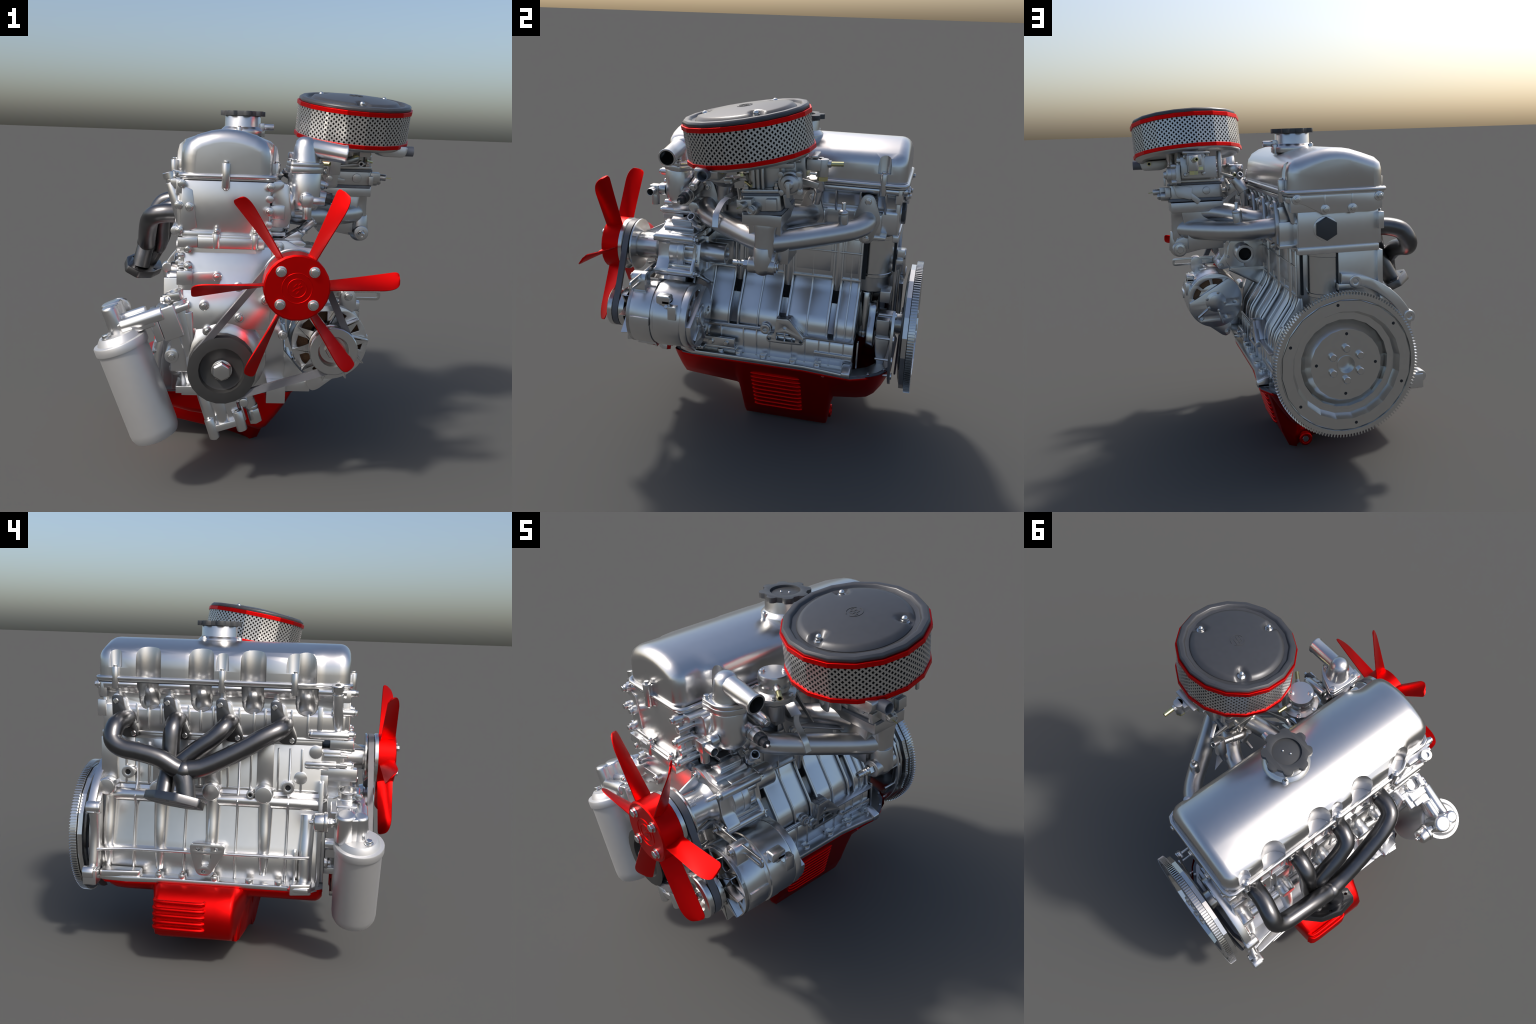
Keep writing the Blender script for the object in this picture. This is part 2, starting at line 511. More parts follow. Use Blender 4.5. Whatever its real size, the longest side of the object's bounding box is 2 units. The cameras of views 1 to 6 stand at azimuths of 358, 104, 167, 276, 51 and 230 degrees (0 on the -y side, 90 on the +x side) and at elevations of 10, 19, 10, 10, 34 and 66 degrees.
# ------------------------------------------------------------------ front (timing) covers
def timing_cover():
    p = Part()
    up = [(-.418, 1.525), (-.425, 1.40), (-.428, 1.29), (-.410, 1.255), (.0, 1.255), (.008, 1.40), (.012, 1.525)]
    p.prism(up, (0, -.53, 0), X, Z, .065)
    # tapered web beside the tube
    p.prism([(-.41, 1.50), (-.36, 1.48), (-.335, 1.30), (-.42, 1.26)], (0, -.58, 0), X, Z, .022)
    p.prism([(-.405, 1.285), (-.245, 1.285), (-.245, 1.25), (-.405, 1.25)], (0, -.58, 0), X, Z, .030)
    tc = p.done("upper_timing_cover", ALU, ENGINE, bevel=.006, seg=2)
    q = Part()
    q.box((-.425, -.628, 1.208), (-.330, -.50, 1.256))
    q.box((-.330, -.628, 1.205), (-.012, -.50, 1.256))
    q.box((-.33, -.618, 1.238), (-.016, -.59, 1.268))
    for x in (-.242, -.057):
        q.cyl((x, -.615, 1.205), (x, -.615, 1.276), .020, n=16)
    q.done("timing_cover_flange", ALU, tc, bevel=.004)
    for x in (-.242, -.057):
        bolt(tc, (x, -.615, 1.276), Z, .014, 'dome')
    # long bolt bosses
    q = Part()
    LB = [(-.410, 1.509), (.007, 1.504), (-.424, 1.407), (-.372, 1.400), (.006, 1.387), (-.419, 1.287), (-.376, 1.200), (-.374, 1.115), (.004, 1.275)]
    for x, z in LB:
        r = .021 if x > -.2 or abs(x + .373) < .005 else .020
        q.cyl((x, -.40 if x > -.1 else -.50, z), (x, -.622, z), r, n=18)
    for z in (1.445, 1.32):
        q.cyl((.006, -.45, z), (.006, -.606, z), .018, n=14)
    q.done("bolt_boss", ALU, tc, bevel=.003)
    for x, z in LB:
        bolt(tc, (x, -.622, z), -Y, .0145 if x > -.2 or z < 1.3 else .016)
    # leaning tensioner tube with socket plug
    a, b = V((-.478, -.527, 1.555)), V((-.402, -.54, 1.30))
    d = (b - a).normalized()
    q = Part()
    q.cyl(a + d * .05, b, .030, n=20)
    q.cyl(a + d * .028, a + d * .05, .026, n=20)
    q.cyl(b - d * .02, b + d * .14, .024, n=16)
    q.done("tensioner_tube", ALU, tc, bevel=.003)
    q = Part()
    u, w, ax = frame(-d)
    q.rings([[a + d * h + (u * math.cos(t) + w * math.sin(t)) * r for t in [2 * pi * j / 24 for j in range(24)]] for h, r in ((.030, .033), (.003, .033), (0, .030), (0, .016), (.015, .015))])
    q.done("socket_plug", STEEL, tc)

    # lower cover
    p = Part()
    low = [(-.418, 1.212), (-.03, 1.212), (.0, 1.12), (.045, .95), (.095, .80), (.112, .66), (.112, .49), (-.392, .485), (-.40, .58), (-.385, .72), (-.36, .85), (-.385, .95), (-.41, 1.05)]
    p.prism(roundpoly(low, .03, 3), (0, -.46, 0), X, Z, .10)
    p.prism(roundpoly([(-.40, 1.0), (-.30, 1.02), (-.10, .99), (.03, .95), (.09, .80), (.108, .66), (.108, .49), (-.392, .485), (-.40, .58), (-.385, .72), (-.36, .85)], .03, 3), (0, -.54, 0), X, Z, .06)
    p.prism(roundpoly([(-.40, 1.205), (-.04, 1.205), (-.07, 1.0), (.0, .85), (.06, .66), (.06, .50), (-.36, .50), (-.36, .70), (-.33, .88), (-.40, 1.08)], .04, 3), (0, -.55, 0), X, Z, .022)
    p.prism([(-.46, 1.21), (-.565, 1.21), (-.588, 1.10), (-.605, 1.03), (-.645, .95), (-.652, .82), (-.46, .82)], (-.395, 0, 0), Y, Z, .42)
    # crank nose cone
    p.lathe([(.21, 0), (.205, .03), (.17, .05), (.15, .06), (.0, .061)], (CX, -.606, CZ + .02), -Y, 36)
    # raised timing chain sector panel
    p.prism(roundpoly([(-.295, .925), (-.10, .86), (.02, .83), (.0, .62), (-.20, .80)], .02, 3), (0, -.595, 0), X, Z, .025)
    p.prism(roundpoly([(-.40, 1.08), (-.30, 1.085), (-.22, 1.09), (-.215, 1.03), (-.31, 1.02), (-.33, .95), (-.40, .95)], .03, 3), (0, -.57, 0), X, Z, .05)
    p.box((-.42, -.67, .50), (-.28, -.50, .535))
    p.box((-.392, -.66, .487), (-.30, -.58, .53))
    p.box((.02, -.665, .455), (.112, -.47, .56))
    lc = p.done("lower_timing_cover", ALU, ENGINE, bevel=.008, seg=3)
    q = Part()
    LB = [(-.234, 1.068), (-.292, .936), (-.123, .879), (-.274, .812), (-.13, 1.02), (.0, .97), (.09, .80)]
    for x, z in LB:
        yb = -.622 if z > 1.0 else -.668
        q.cyl((x, -.55, z), (x, yb, z), .024, n=18, c1=.004)
    q.done("bolt_boss", ALU, lc)
    for x, z in LB:
        bolt(lc, (x, -.621 if z > 1.0 else -.667, z), -Y, .0135)
    # front side box on -x (v4 view: steps forward)
    q = Part()
    q.box((-.425, -.655, 1.03), (-.35, -.45, 1.10))
    q.box((-.428, -.50, .92), (-.35, -.45, 1.06))
    q.box((-.425, -.60, 1.105), (-.395, -.47, 1.125))
    q.box((-.425, -.60, 1.155), (-.395, -.47, 1.175))
    q.cyl((-.425, -.37, 1.118), (-.425, -.54, 1.118), .017, n=14)
    q.cyl((-.42, -.37, 1.10), (-.42, -.50, 1.10), .014, n=12)
    # end plate of the block, below
    q.box((-.50, -.480, .44), (-.30, -.455, 1.03))
    q.box((-.452, -.50, .455), (-.30, -.478, .78))
    q.box((-.45, -.50, .67), (-.42, -.49, .70))
    q.done("front_end_plate", ALU, lc, bevel=.005)
    for x, z in ((-.443, .681), (-.431, .570)):
        qq = Part(); qq.cyl((x, -.50, z), (x, -.66 if z > .6 else -.52, z), .034, n=20); qq.done("plate_boss", ALU, lc, bevel=.003)
        bolt(lc, (x, -.66 if z > .6 else -.52, z), -Y, .0165)
    return lc
lower_cover = timing_cover()

# ------------------------------------------------------------------ cylinder block
CUT = .575            # +x rear corner is cut away behind this plane
def engine_block():
    p = Part()
    left = [(-.43, 1.225), (-.43, .955), (-.452, .88), (-.458, .835), (-.496, .66), (-.510, .60), (-.518, .470)]
    right = [(.122, .470), (.122, .62), (.05, .64), (-.040, .80), (-.040, .94), (-.022, .95), (-.022, 1.225)]
    # cylinder bank, solid; crankcase below it is a shell with bearing webs
    p.prism([(-.43, 1.225), (-.43, .955), (-.449, .88), (-.43, .86), (-.055, .86), (-.043, .94), (-.022, .95), (-.022, 1.225)], (0, CUT, 0), X, Z, CUT + .46)
    def wall(line, t, y0, y1):
        p.prism(line + [(x + t, z) for x, z in line[::-1]], (0, y1, 0), X, Z, y1 - y0)
    wall([(-.432, .96)] + left[2:], .028, -.458, .744)
    wall([(.122, .470), (.122, .60), (.10, .64), (.05, .66), (-.040, .80), (-.040, .95)], -.024, -.458, CUT - .001)
    for y in (.425, .135, -.155, -.44):
        p.prism([(-.445, .88), (-.450, .835), (-.486, .66), (-.500, .60), (-.506, .475), (-.30, .475), (-.28, .56), (-.10, .56), (-.08, .475), (.110, .475), (.110, .60), (.04, .645), (-.05, .80), (-.05, .88)], (0, y + .016, 0), X, Z, .032)
    # rear end of the bank: only the -x half is left standing
    p.prism([(-.43, 1.251), (-.43, .955), (-.449, .88), (-.43, .84), (-.205, .84), (-.205, 1.251)], (0, .745, 0), X, Z, .745 - CUT)
    p.prism([(-.445, .88), (-.450, .835), (-.486, .66), (-.500, .60), (-.506, .475), (-.40, .475), (-.36, .62), (-.34, .80), (-.34, .87)], (0, .743, 0), X, Z, .03)
    # deck
    p.box((-.43, -.46, 1.215), (.0, CUT, 1.252))
    blk = p.done("engine_block", ALU, ENGINE, bevel=.006, seg=2)

    # pan rails
    q = Part()
    rail_l = [(-.52, .745), (-.60, .75), (-.615, .60), (-.60, .40), (-.597, -.31), (-.62, -.33), (-.625, -.42), (-.56, -.46), (-.45, -.46)]
    q.prism(rail_l + [(-.40, -.46), (-.40, .745)], (0, 0, .446), X, Y, .028)
    rail_r = [(.05, -.46), (.16, -.46), (.185, -.38), (.185, .30), (.20, .42), (.222, CUT), (.05, CUT)]
    q.prism(rail_r, (0, 0, .452), X, Y, .024)
    q.prism([(.150, .452), (.222, .452), (.222, .485), (.150, .512)], (0, CUT, 0), X, Z, .05)
    q.done("pan_rail", ALU, blk, bevel=.007, seg=2)

    # ---- -x side: gallery, bosses, columns, ribs
    q = Part()
    q.cyl((-.455, .70, .902), (-.455, -.455, .902), .036, n=20)
    for y in (.717, .425, .134, -.156):
        q.cyl((-.43, y, .95), (-.505, y, .949), .056, .05, n=24)
        q.cyl((-.505, y, .949), (-.512, y, .949), .05, .044, n=24)
        q.tube([(-.455, y - .01, .92), (-.466, y - .01, .82), (-.492, y - .012, .70), (-.506, y - .012, .60), (-.514, y - .012, .50)], [.042, .04, .036, .030, .02], n=14, k=3)
        q.box((-.45, y - .045, .98), (-.42, y + .045, 1.22))
    for y, z in ((-.286, .991), (.602, 1.034)):
        q.pipe((-.42, y, z), (-.485, y, z), .036, .015, 20, .03)
    q.pipe((-.44, -.083, .944), (-.505, -.083, .944), .022, .010, 16, .03)
    for y in (.56, .275, -.012, -.29):
        q.tube([(-.432, y, 1.2), (-.436, y, .97), (-.49, y, .90), (-.464, y, .84), (-.502, y, .66), (-.516, y, .60), (-.524, y, .475)], .008, n=8, k=1)
        q.box((-.440, y - .07, .96), (-.425, y - .058, 1.20))
        q.box((-.440, y + .058, .96), (-.425, y + .07, 1.20))
    q.box((-.438, -.45, .96), (-.425, .70, .972))
    q.done("side_rib", ALU, blk, bevel=.004)
    # horizontal rail
    q = Part()
    q.tube([(-.60, .745, .615), (-.57, .60, .618), (-.565, .3, .62), (-.562, -.1, .622), (-.56, -.33, .624), (-.55, -.42, .626)], .009, n=10, k=3)
    q.prism([(-.47, .74), (-.60, .745), (-.568, .58), (-.562, 0), (-.56, -.38), (-.47, -.42)], (0, 0, .612), X, Y, .012)
    q.box((-.558, -.348, .46), (-.48, -.335, .655))
    q.tube([(-.45, -.40, .84), (-.475, -.40, .74), (-.51, -.395, .62), (-.52, -.395, .47)], .04, n=14, k=3)
    q.done("side_rail", ALU, blk, bevel=.002)
    # triangular engine mount pad
    q = Part()
    tri = roundpoly([(.225, .680), (.035, .680), (.035, .64), (.115, .505), (.185, .505), (.225, .64)], .028, 4)
    hole = roundpoly([(.155, .625), (.105, .625), (.125, .555), (.160, .555)], .01, 2)
    hh = roundpoly([(.155, .668), (.112, .668), (.112, .636), (.155, .636)], .006, 2)
    q.prism(tri, (-.60, 0, 0), Y, Z, .045, holes=[hole, hh, circle2(.181, .652, .011), circle2(.082, .654, .011), circle2(.150, .526, .011)])
    q.box((-.556, .05, .615), (-.47, .21, .66))
    q.cyl((-.51, .134, .62), (-.50, .134, .80), .03, .008, n=12)
    q.box((-.556, .12, .52), (-.48, .185, .62))
    q.done("mount_pad", ALU, blk, bevel=.004)
    # feet on the bell housing face
    q = Part()
    q.box((-.672, .725, .432), (-.59, .802, .520))
    q.cyl((-.585, .72, .848), (-.585, .79, .848), .036, n=20)
    q.tube([(-.590, .760, .85), (-.575, .760, .70), (-.605, .760, .50)], .028, n=14, k=4)
    q.prism([(-.50, .50), (-.60, .50), (-.60, .62), (-.575, .85), (-.50, .93)], (0, .765, 0), X, Z, .03)
    q.prism(roundpoly([(-.625, .725), (-.53, .725), (-.53, .50), (-.60, .50)], .02, 3), (0, 0, .47), X, Y, .035)
    q.prism(roundpoly([(-.625, -.32), (-.53, -.32), (-.53, -.44), (-.60, -.44)], .012, 2), (0, 0, .43), X, Y, .062)
    q.done("mounting_foot", ALU, blk, bevel=.008, seg=3)
    # pan rail lugs with studs
    q = Part()
    for y in (.40, .27, .09, -.10, -.26):
        q.cyl((-.575, y, .47), (-.575, y, .495), .022, n=14)
        q.box((-.575, y - .02, .47), (-.54, y + .02, .492))
    for x, y in ((.147, .052), (.152, .231), (.155, .377), (.167, .540), (.145, -.1), (.14, -.21)):
        q.cyl((x, y, .47), (x, y, .494), .020, n=14)
        q.box((x - .035, y - .02, .47), (x, y + .02, .492))
    q.done("rail_lug", ALU, blk, bevel=.003)
    for y in (.40, .27, .09):
        bolt(blk, (-.575, y, .495), Z, .013, 'stud')

    # ---- +x side: bulged skirt panels with gaps between, each backed by a black plate
    spans = [(-.42, -.172), (-.116, .123), (.176, .414), (.462, CUT - .002)]
    q = Part()
    prof = [(-.06, .94), (-.036, .94), (-.010, .885), (.088, .74), (.102, .70), (.106, .645), (-.06, .645)]
    for a, b in spans:
        q.prism(roundpoly(prof, [.002, .002, .02, .03, .02, .002, .002], 3), (0, b, 0), X, Z, b - a)
    q.done("skirt_panel", ALU, blk, bevel=.003)
    q = Part()
    for a, b in spans:
        m = (a + b) / 2
        for y, r in ((a, .0075), (b, .0075), (m, .0055)):
            if y > .55: y -= .006
            q.tube([(-.020, y, 1.21), (-.020, y, .955), (-.020, y, .935), (.000, y, .885), (.097, y, .742), (.110, y, .70), (.114, y, .645)], r, n=8, k=1)
        q.box((-.05, a, .952), (-.012, b, .964))
        q.box((-.05, a + .02, 1.0), (-.015, b - .02, 1.20))
        q.box((.10, m - .004 - .08, .48), (.129, m + .004 - .08, .64))
        q.box((.10, m - .004, .48), (.129, m + .004, .64))
        q.box((.10, m - .004 + .08, .48), (.129, m + .004 + .08, .64))
    for y in (-.144, .150, .438):
        q.cyl((-.035, y, .885), (-.035, y, 1.215), .026, n=14)
    q.box((-.05, -.42, 1.115), (-.010, CUT - .002, 1.125))
    # ledge under the panels
    q.prism([(.05, .636), (.150, .632), (.152, .642), (.05, .652)], (0, CUT, 0), X, Z, .30)
    q.prism([(.05, .636), (.128, .632), (.13, .642), (.05, .652)], (0, .275, 0), X, Z, .69)
    q.done("skirt_rib", ALU, blk, bevel=.0015)
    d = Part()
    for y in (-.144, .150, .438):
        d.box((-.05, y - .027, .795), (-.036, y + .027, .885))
    d.done("dark_gap_plate", DARK, blk)
    # plate with cast lettering strokes
    q = Part()
    q.prism(roundpoly([(.350, .515), (.572, .515), (.572, .552), (.350, .552)], .004, 2), (.110, 0, 0), Y, Z, .028)
    tag = q.done("name_plate", ALU, blk, bevel=.003)
    q = Part()
    yy = .366
    while yy < .556:
        h = random.choice((.009, .012, .010))
        q.box((.136, yy, .529), (.1395, yy + .0025, .529 + h))
        q.box((.136, yy, .529 + random.choice((0, h * .5, h - .002))), (.1395, yy + .006, .531 + h * .5))
        yy += random.choice((.0085, .0085, .0095, .014))
    o = q.done("cast_lettering", ALU, tag)
    o["kind"] = "stuff"
    # engine mount bracket on +x
    q = Part()
    outl = roundpoly([(.150, .740), (.200, .745), (.298, .628), (.290, .595), (.185, .59), (.075, .59), (.070, .625), (.118, .64), (.130, .74)], .018, 4)
    q.prism(outl, (.140, 0, 0), Y, Z, .027, holes=[circle2(.179, .690, .012), circle2(.277, .616, .012), circle2(.091, .610, .012),
            roundpoly([(.130, .655), (.190, .660), (.245, .630), (.245, .605), (.130, .605)], .008, 2)])
    q.box((.06, .125, .64), (.15, .20, .735))
    q.prism([(.16, .74), (.205, .74), (.295, .63), (.25, .62)], (.09, 0, 0), Y, Z, .06)
    q.box((.09, .13, .63), (.16, .25, .637))
    q.box((.09, .175, .60), (.155, .182, .66))
    q.done("mount_bracket", ALU, blk, bevel=.004)
    q = Part()
    q.cyl((.06, .057, .651), (.125, .057, .651), .040, .034, n=20)
    q.pipe((.12, .057, .651), (.142, .057, .651), .030, .012, 20, .02)
    q.done("threaded_boss", ALU, blk, bevel=.003)
    # cast rib wire along the lower skirt front
    q = Part()
    q.cyl((.120, -.42, .640), (.120, .03, .650), .007, n=10)
    q.done("skirt_beading", ALU, blk)
    return blk
block = engine_block()

# ------------------------------------------------------------------ exposed cylinder, crank and main bearing
def internals():
    p = Part()
    p.lathe([(.121, .965), (.124, .968), (.124, .985), (.120, .988), (.120, 1.19), (.124, 1.193), (.124, 1.215), (.0, 1.216)], (CX, .615, 0), Z, 40)
    liner = p.done("cylinder_liner", STEEL, ENGINE)
    q = Part(); q.lathe([(.0, .868), (.095, .868), (.112, .880), (.114, .965), (.0, .966)], (CX, .615, 0), Z, 40)
    q.done("piston_skirt", INTAKE, liner)
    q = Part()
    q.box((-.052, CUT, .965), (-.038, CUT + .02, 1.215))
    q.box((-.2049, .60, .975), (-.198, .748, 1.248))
    q.done("dark_edge_strip", DARK, liner)
    # crankshaft
    p = Part()
    p.cyl((CX, -.46, CZ), (CX, .83, CZ), .062, n=28)
    for y0, y1, s in ((.628, .668, 1), (.535, .565, 1)):
        cw = [(-.10, .115), (.10, .115), (.115, .06), (.19, -.02), (.205, -.09), (.15, -.14), (0, -.155), (-.15, -.14), (-.205, -.09), (-.19, -.02), (-.115, .06)]
        p.prism(roundpoly([(CX + x, CZ + .03 + z * 1.05) for x, z in cw], .03, 3), (0, y1, 0), X, Z, y1 - y0)
    p.cyl((CX, .56, CZ + .10), (CX, .64, CZ + .10), .05, n=20)
    cr = p.done("crankshaft", STEEL, ENGINE, bevel=.004)
    q = Part()
    q.tube([(CX + .06, .60, .86), (CX + .075, .60, .72), (CX + .08, .60, .60)], .035, n=14, k=3)
    q.cyl((CX + .08, .60, .62), (CX + .08, .60, .585), .04, n=14)
    q.done("connecting_rod", STEEL, cr, bevel=.002)
    q = Part()
    q.box((-.19, .68, .60), (-.03, .755, .73))
    q.cyl((-.125, .68, .70), (-.125, .77, .70), .055, n=20)
    q.prism(roundpoly([(.675, .63), (.765, .63), (.755, .53), (.735, .44), (.70, .44), (.685, .53)], .01, 2), (-.15, 0, 0), Y, Z, .13)
    q.box((-.16, .685, .83), (-.05, .745, .90))
    q.done("main_bearing_cap", INTAKE, cr, bevel=.005)
    bolt(cr, (-.10, .722, .63), Z, .018, 'stud'); bolt(cr, (-.10, .722, .655), Z, .014, 'stud')
    # bell housing plate arc (thin, +x half) with studs
    q = Part()
    def arc(r, a0, a1, n=24):
        return [(CX + r * math.cos(math.radians(a0 + (a1 - a0) * i / n)), CZ + r * math.sin(math.radians(a0 + (a1 - a0) * i / n))) for i in range(n + 1)]
    q.prism(arc(.365, -55, 34) + arc(.325, 34, -55), (0, .792, 0), X, Z, .016)
    for a in (30, 8, -14, -38):
        t = math.radians(a)
        x, z = CX + .345 * math.cos(t), CZ + .345 * math.sin(t)
        q.cyl((x, .70, z), (x, .80, z), .007, n=10)
        q.cyl((x, .775, z), (x, .80, z), .020, n=14)
    q.done("adapter_plate", ALU, ENGINE, bevel=.002)
    # upper/left bell flange
    q = Part()
    q.prism(arc(.46, 92, 158) + arc(.405, 158, 92), (0, .795, 0), X, Z, .045)
    q.prism(arc(.405, 158, 196) + arc(.36, 196, 158), (0, .790, 0), X, Z, .035)
    for x, z in ((-.283, 1.064), (-.588, .848), (-.653, .501)):
        q.pipe((x, .74, z), (x, .80, z), .034, .014, 18, .03)
    q.box((-.335, .75, 1.02), (-.19, .79, 1.055))
    q.done("bell_housing_flange", ALU, ENGINE, bevel=.004)
    # dark inner plate behind the flywheel
    q = Part()
    q.prism(arc(.372, 186, 262), (0, .808, 0), X, Z, .012)
    q.done("dark_arc_plate", GASKET, ENGINE, bevel=.002)
internals()

# ------------------------------------------------------------------ flywheel
def flywheel():
    c = (CX, 0, CZ - .005)
    p = Part()
    prof = [(.05, .825), (.30, .825), (.335, .832), (.345, .84), (.372, .842), (.372, .868), (.360, .872), (.360, .898), (.352, .902), (.350, .908), (.294, .908),
            (.276, .862), (.240, .862), (.236, .838), (.192, .889), (.05, .889)]
    p.lathe(prof, c, Y, 20, turn=.1, closed=True)
    fw = p.done("flywheel", STEEL, ENGINE, smooth=16)
    # ring gear with real teeth
    q = Part()
    N = 144
    pts = []
    for i in range(N):
        a = 2 * pi * i / N
        w = 2 * pi / N
        for f, r in ((0, .378), (.28, .378), (.38, .393), (.70, .393), (.80, .378)):
            pts.append((CX + r * math.cos(a + f * w), CZ - .005 + r * math.sin(a + f * w)))
    inner = circle2(CX, CZ - .005, .357, 60)
    q.prism(pts, (0, .908, 0), X, Z, .036, holes=[inner])
    q.done("ring_gear", STEEL, fw, smooth=20)
    for i in range(6):
        a = pi / 6 + i * pi / 3
        x, z = CX + .086 * math.cos(a), CZ + .086 * math.sin(a)
        q = Part()
        q.cyl((x, .880, z), (x, .909, z), .020, n=20, c1=.003)
        q.done("flywheel_bolt", STEEL, fw)
    d = Part()
    for i in range(4):
        a = i * pi / 2 + .03
        d.cyl((CX + .162 * math.cos(a), .86, CZ + .162 * math.sin(a)), (CX + .162 * math.cos(a), .8898, CZ + .162 * math.sin(a)), .0085, n=14)
    for i in range(6):
        a = math.radians(22 + i * 60)
        d.cyl((CX + .325 * math.cos(a), .89, CZ + .325 * math.sin(a)), (CX + .325 * math.cos(a), .9086, CZ + .325 * math.sin(a)), .0085, n=14)
    d.done("drilled_hole", DARK, fw)
    q = Part()
    q.lathe([(.050, .84), (.050, .893), (.046, .893), (.042, .84)], c, Y, 30, closed=True)
    q.cyl((CX, .82, CZ), (CX, .848, CZ), .048, n=24)
    q.done("pilot_bearing", STEEL, fw)
flywheel()

# ------------------------------------------------------------------ oil pan
def oil_pan():
    S = [(-.565, .452), (-.560, .425), (-.545, .395), (-.51, .370), (-.45, .350), (-.36, .325), (-.26, .292), (-.15, .255), (-.05, .220), (.0, .202), (.038, .225), (.084, .290), (.130, .365), (.170, .452)]
    D = [(-.575, .452), (-.650, .434), (-.708, .395), (-.738, .335), (-.738, .255), (-.720, .200), (-.66, .165), (-.44, .110), (-.16, .045), (-.03, .004), (.014, .018), (.052, .105), (.096, .26), (.165, .452)]
    def ramp(y, a, b): return smooth01((y - a) / (b - a))
    p = Part()
    ys = [-.498, -.493, -.482, -.465, -.44, -.30, -.16] + [-.135 + i * .012 for i in range(11)] + [.06, .2, .31] + [.325 + i * .0115 for i in range(13)] + [.50, .60, .66, .70, .74, .762, .775, .781]
    rings = []
    for y in ys:
        wl = ramp(y, -.105, -.02) * (1 - ramp(y, .385, .448))
        wb = ramp(y, -.128, -.075) * (1 - ramp(y, .425, .462))
        e = max(0, -.455 - y) / .043
        er = max(0, y - .60) / .18
        ring = []
        for i, (s, d) in enumerate(zip(S, D)):
            wm = ramp(y, -.118, -.055) * (1 - ramp(y, .375, .435))
            w = wl if i < 6 else wb if i > 8 else wm
            if i > 5: s = (s[0], s[1] + (.03 * max(0, -.11 - y) / .37 + .03 * max(0, y - .45) / .23) * (1 - (s[1] - .2) * 4))
            x = s[0] + (d[0] - s[0]) * w
            z = s[1] + (d[1] - s[1]) * w
            z += (.452 - z) * (.28 * e ** 2.5 + .75 * er ** 3)
            x = -.2 + (x + .2) * (1 - .06 * e ** 2 - (.34 if x > -.2 else .40) * er ** 2.8)
            ring.append(V((x, y, z)))
        rings.append(ring)
    n = len(S)
    vs = [v for r in rings for v in r]
    fs = [(k * n + m, k * n + m + 1, (k + 1) * n + m + 1, (k + 1) * n + m) for k in range(len(rings) - 1) for m in range(n - 1)]
    fs += [tuple(range(n)), tuple((len(rings) - 1) * n + m for m in range(n - 1, -1, -1))]
    p.add(vs, fs)
    pan = p.done("oil_pan", RED, ENGINE, smooth=60)
    # flange
    q = Part()
    fl = [(-.60, .70), (-.61, .58), (-.593, .40), (-.590, -.32), (-.59, -.44), (-.53, -.50), (.12, -.50), (.172, -.44), (.178, -.38), (.178, .30), (.195, .45), (.205, .575), (.165, .655), (.10, .735), (.01, .79), (-.42, .79), (-.52, .76)]
    inner = [(-.2 + (x + .2) * .80, .145 + (y - .145) * .86) for x, y in fl]
    q.prism(fl, (0, 0, .432), X, Y, .012, holes=[inner])
    q.done("pan_lip", RED, pan, bevel=.003)
    q = Part()
    q.prism(fl, (0, 0, .4445), X, Y, .006, holes=[inner])
    q.done("pan_gasket", GASKET, pan)
    q = Part()
    q.prism([(-.2 + (x + .2) * .97, .145 + (y - .145) * .97) for x, y in fl[10:]] + [(-.2 + (x + .2) * .80, .145 + (y - .145) * .86) for x, y in fl[10:]][::-1], (0, 0, .4505), X, Y, .004)
    q.done("pan_seal", INTAKE, pan)
    # cooling ribs
    q = Part()
    for i in range(9):
        z = .352 - i * .0300
        x = .057 + (z - .105) * .28
        q.tube([(x - .02, -.022 + i * .002, z), (x + .003, -.012 + i * .002, z), (x + .005, .12, z), (x + .003, .258 + i * .001, z), (x - .02, .268 + i * .001, z)], .0085, n=10, k=3)
    for i in range(5):
        z = .388 - i * .0355
        x = -.738 if i else -.722
        q.tube([(x + .025, .392, z), (x - .004, .370, z), (x - .008, .25, z - .001), (x - .006, .135, z - .002), (x + .02, .118, z - .002)], .011, n=10, k=3)
    q.done("cooling_rib", RED, pan)
    q = Part()
    q.lathe([(.040, .0), (.040, .03), (.032, .032), (.024, .032), (.024, .02)], (-.083, .415, .055), Y, 24)
    q.done("drain_boss", RED, pan, bevel=.003)
    q = Part(); q.cyl((-.083, .43, .055), (-.083, .444, .055), .022, n=6, c1=.003)
    q.done("drain_plug", STEEL, pan)
    for x, y in ((-.56, .60), (-.57, -.12), (-.57, -.28), (-.55, -.42), (.19, .42)):
        bolt(pan, (x, y, .434), -Z, .009, 'pan')
    for x, y in ((.135, .67), (.05, .752)):
        bolt(pan, (x, y, .453), Z, .010, 'stud')
oil_pan()

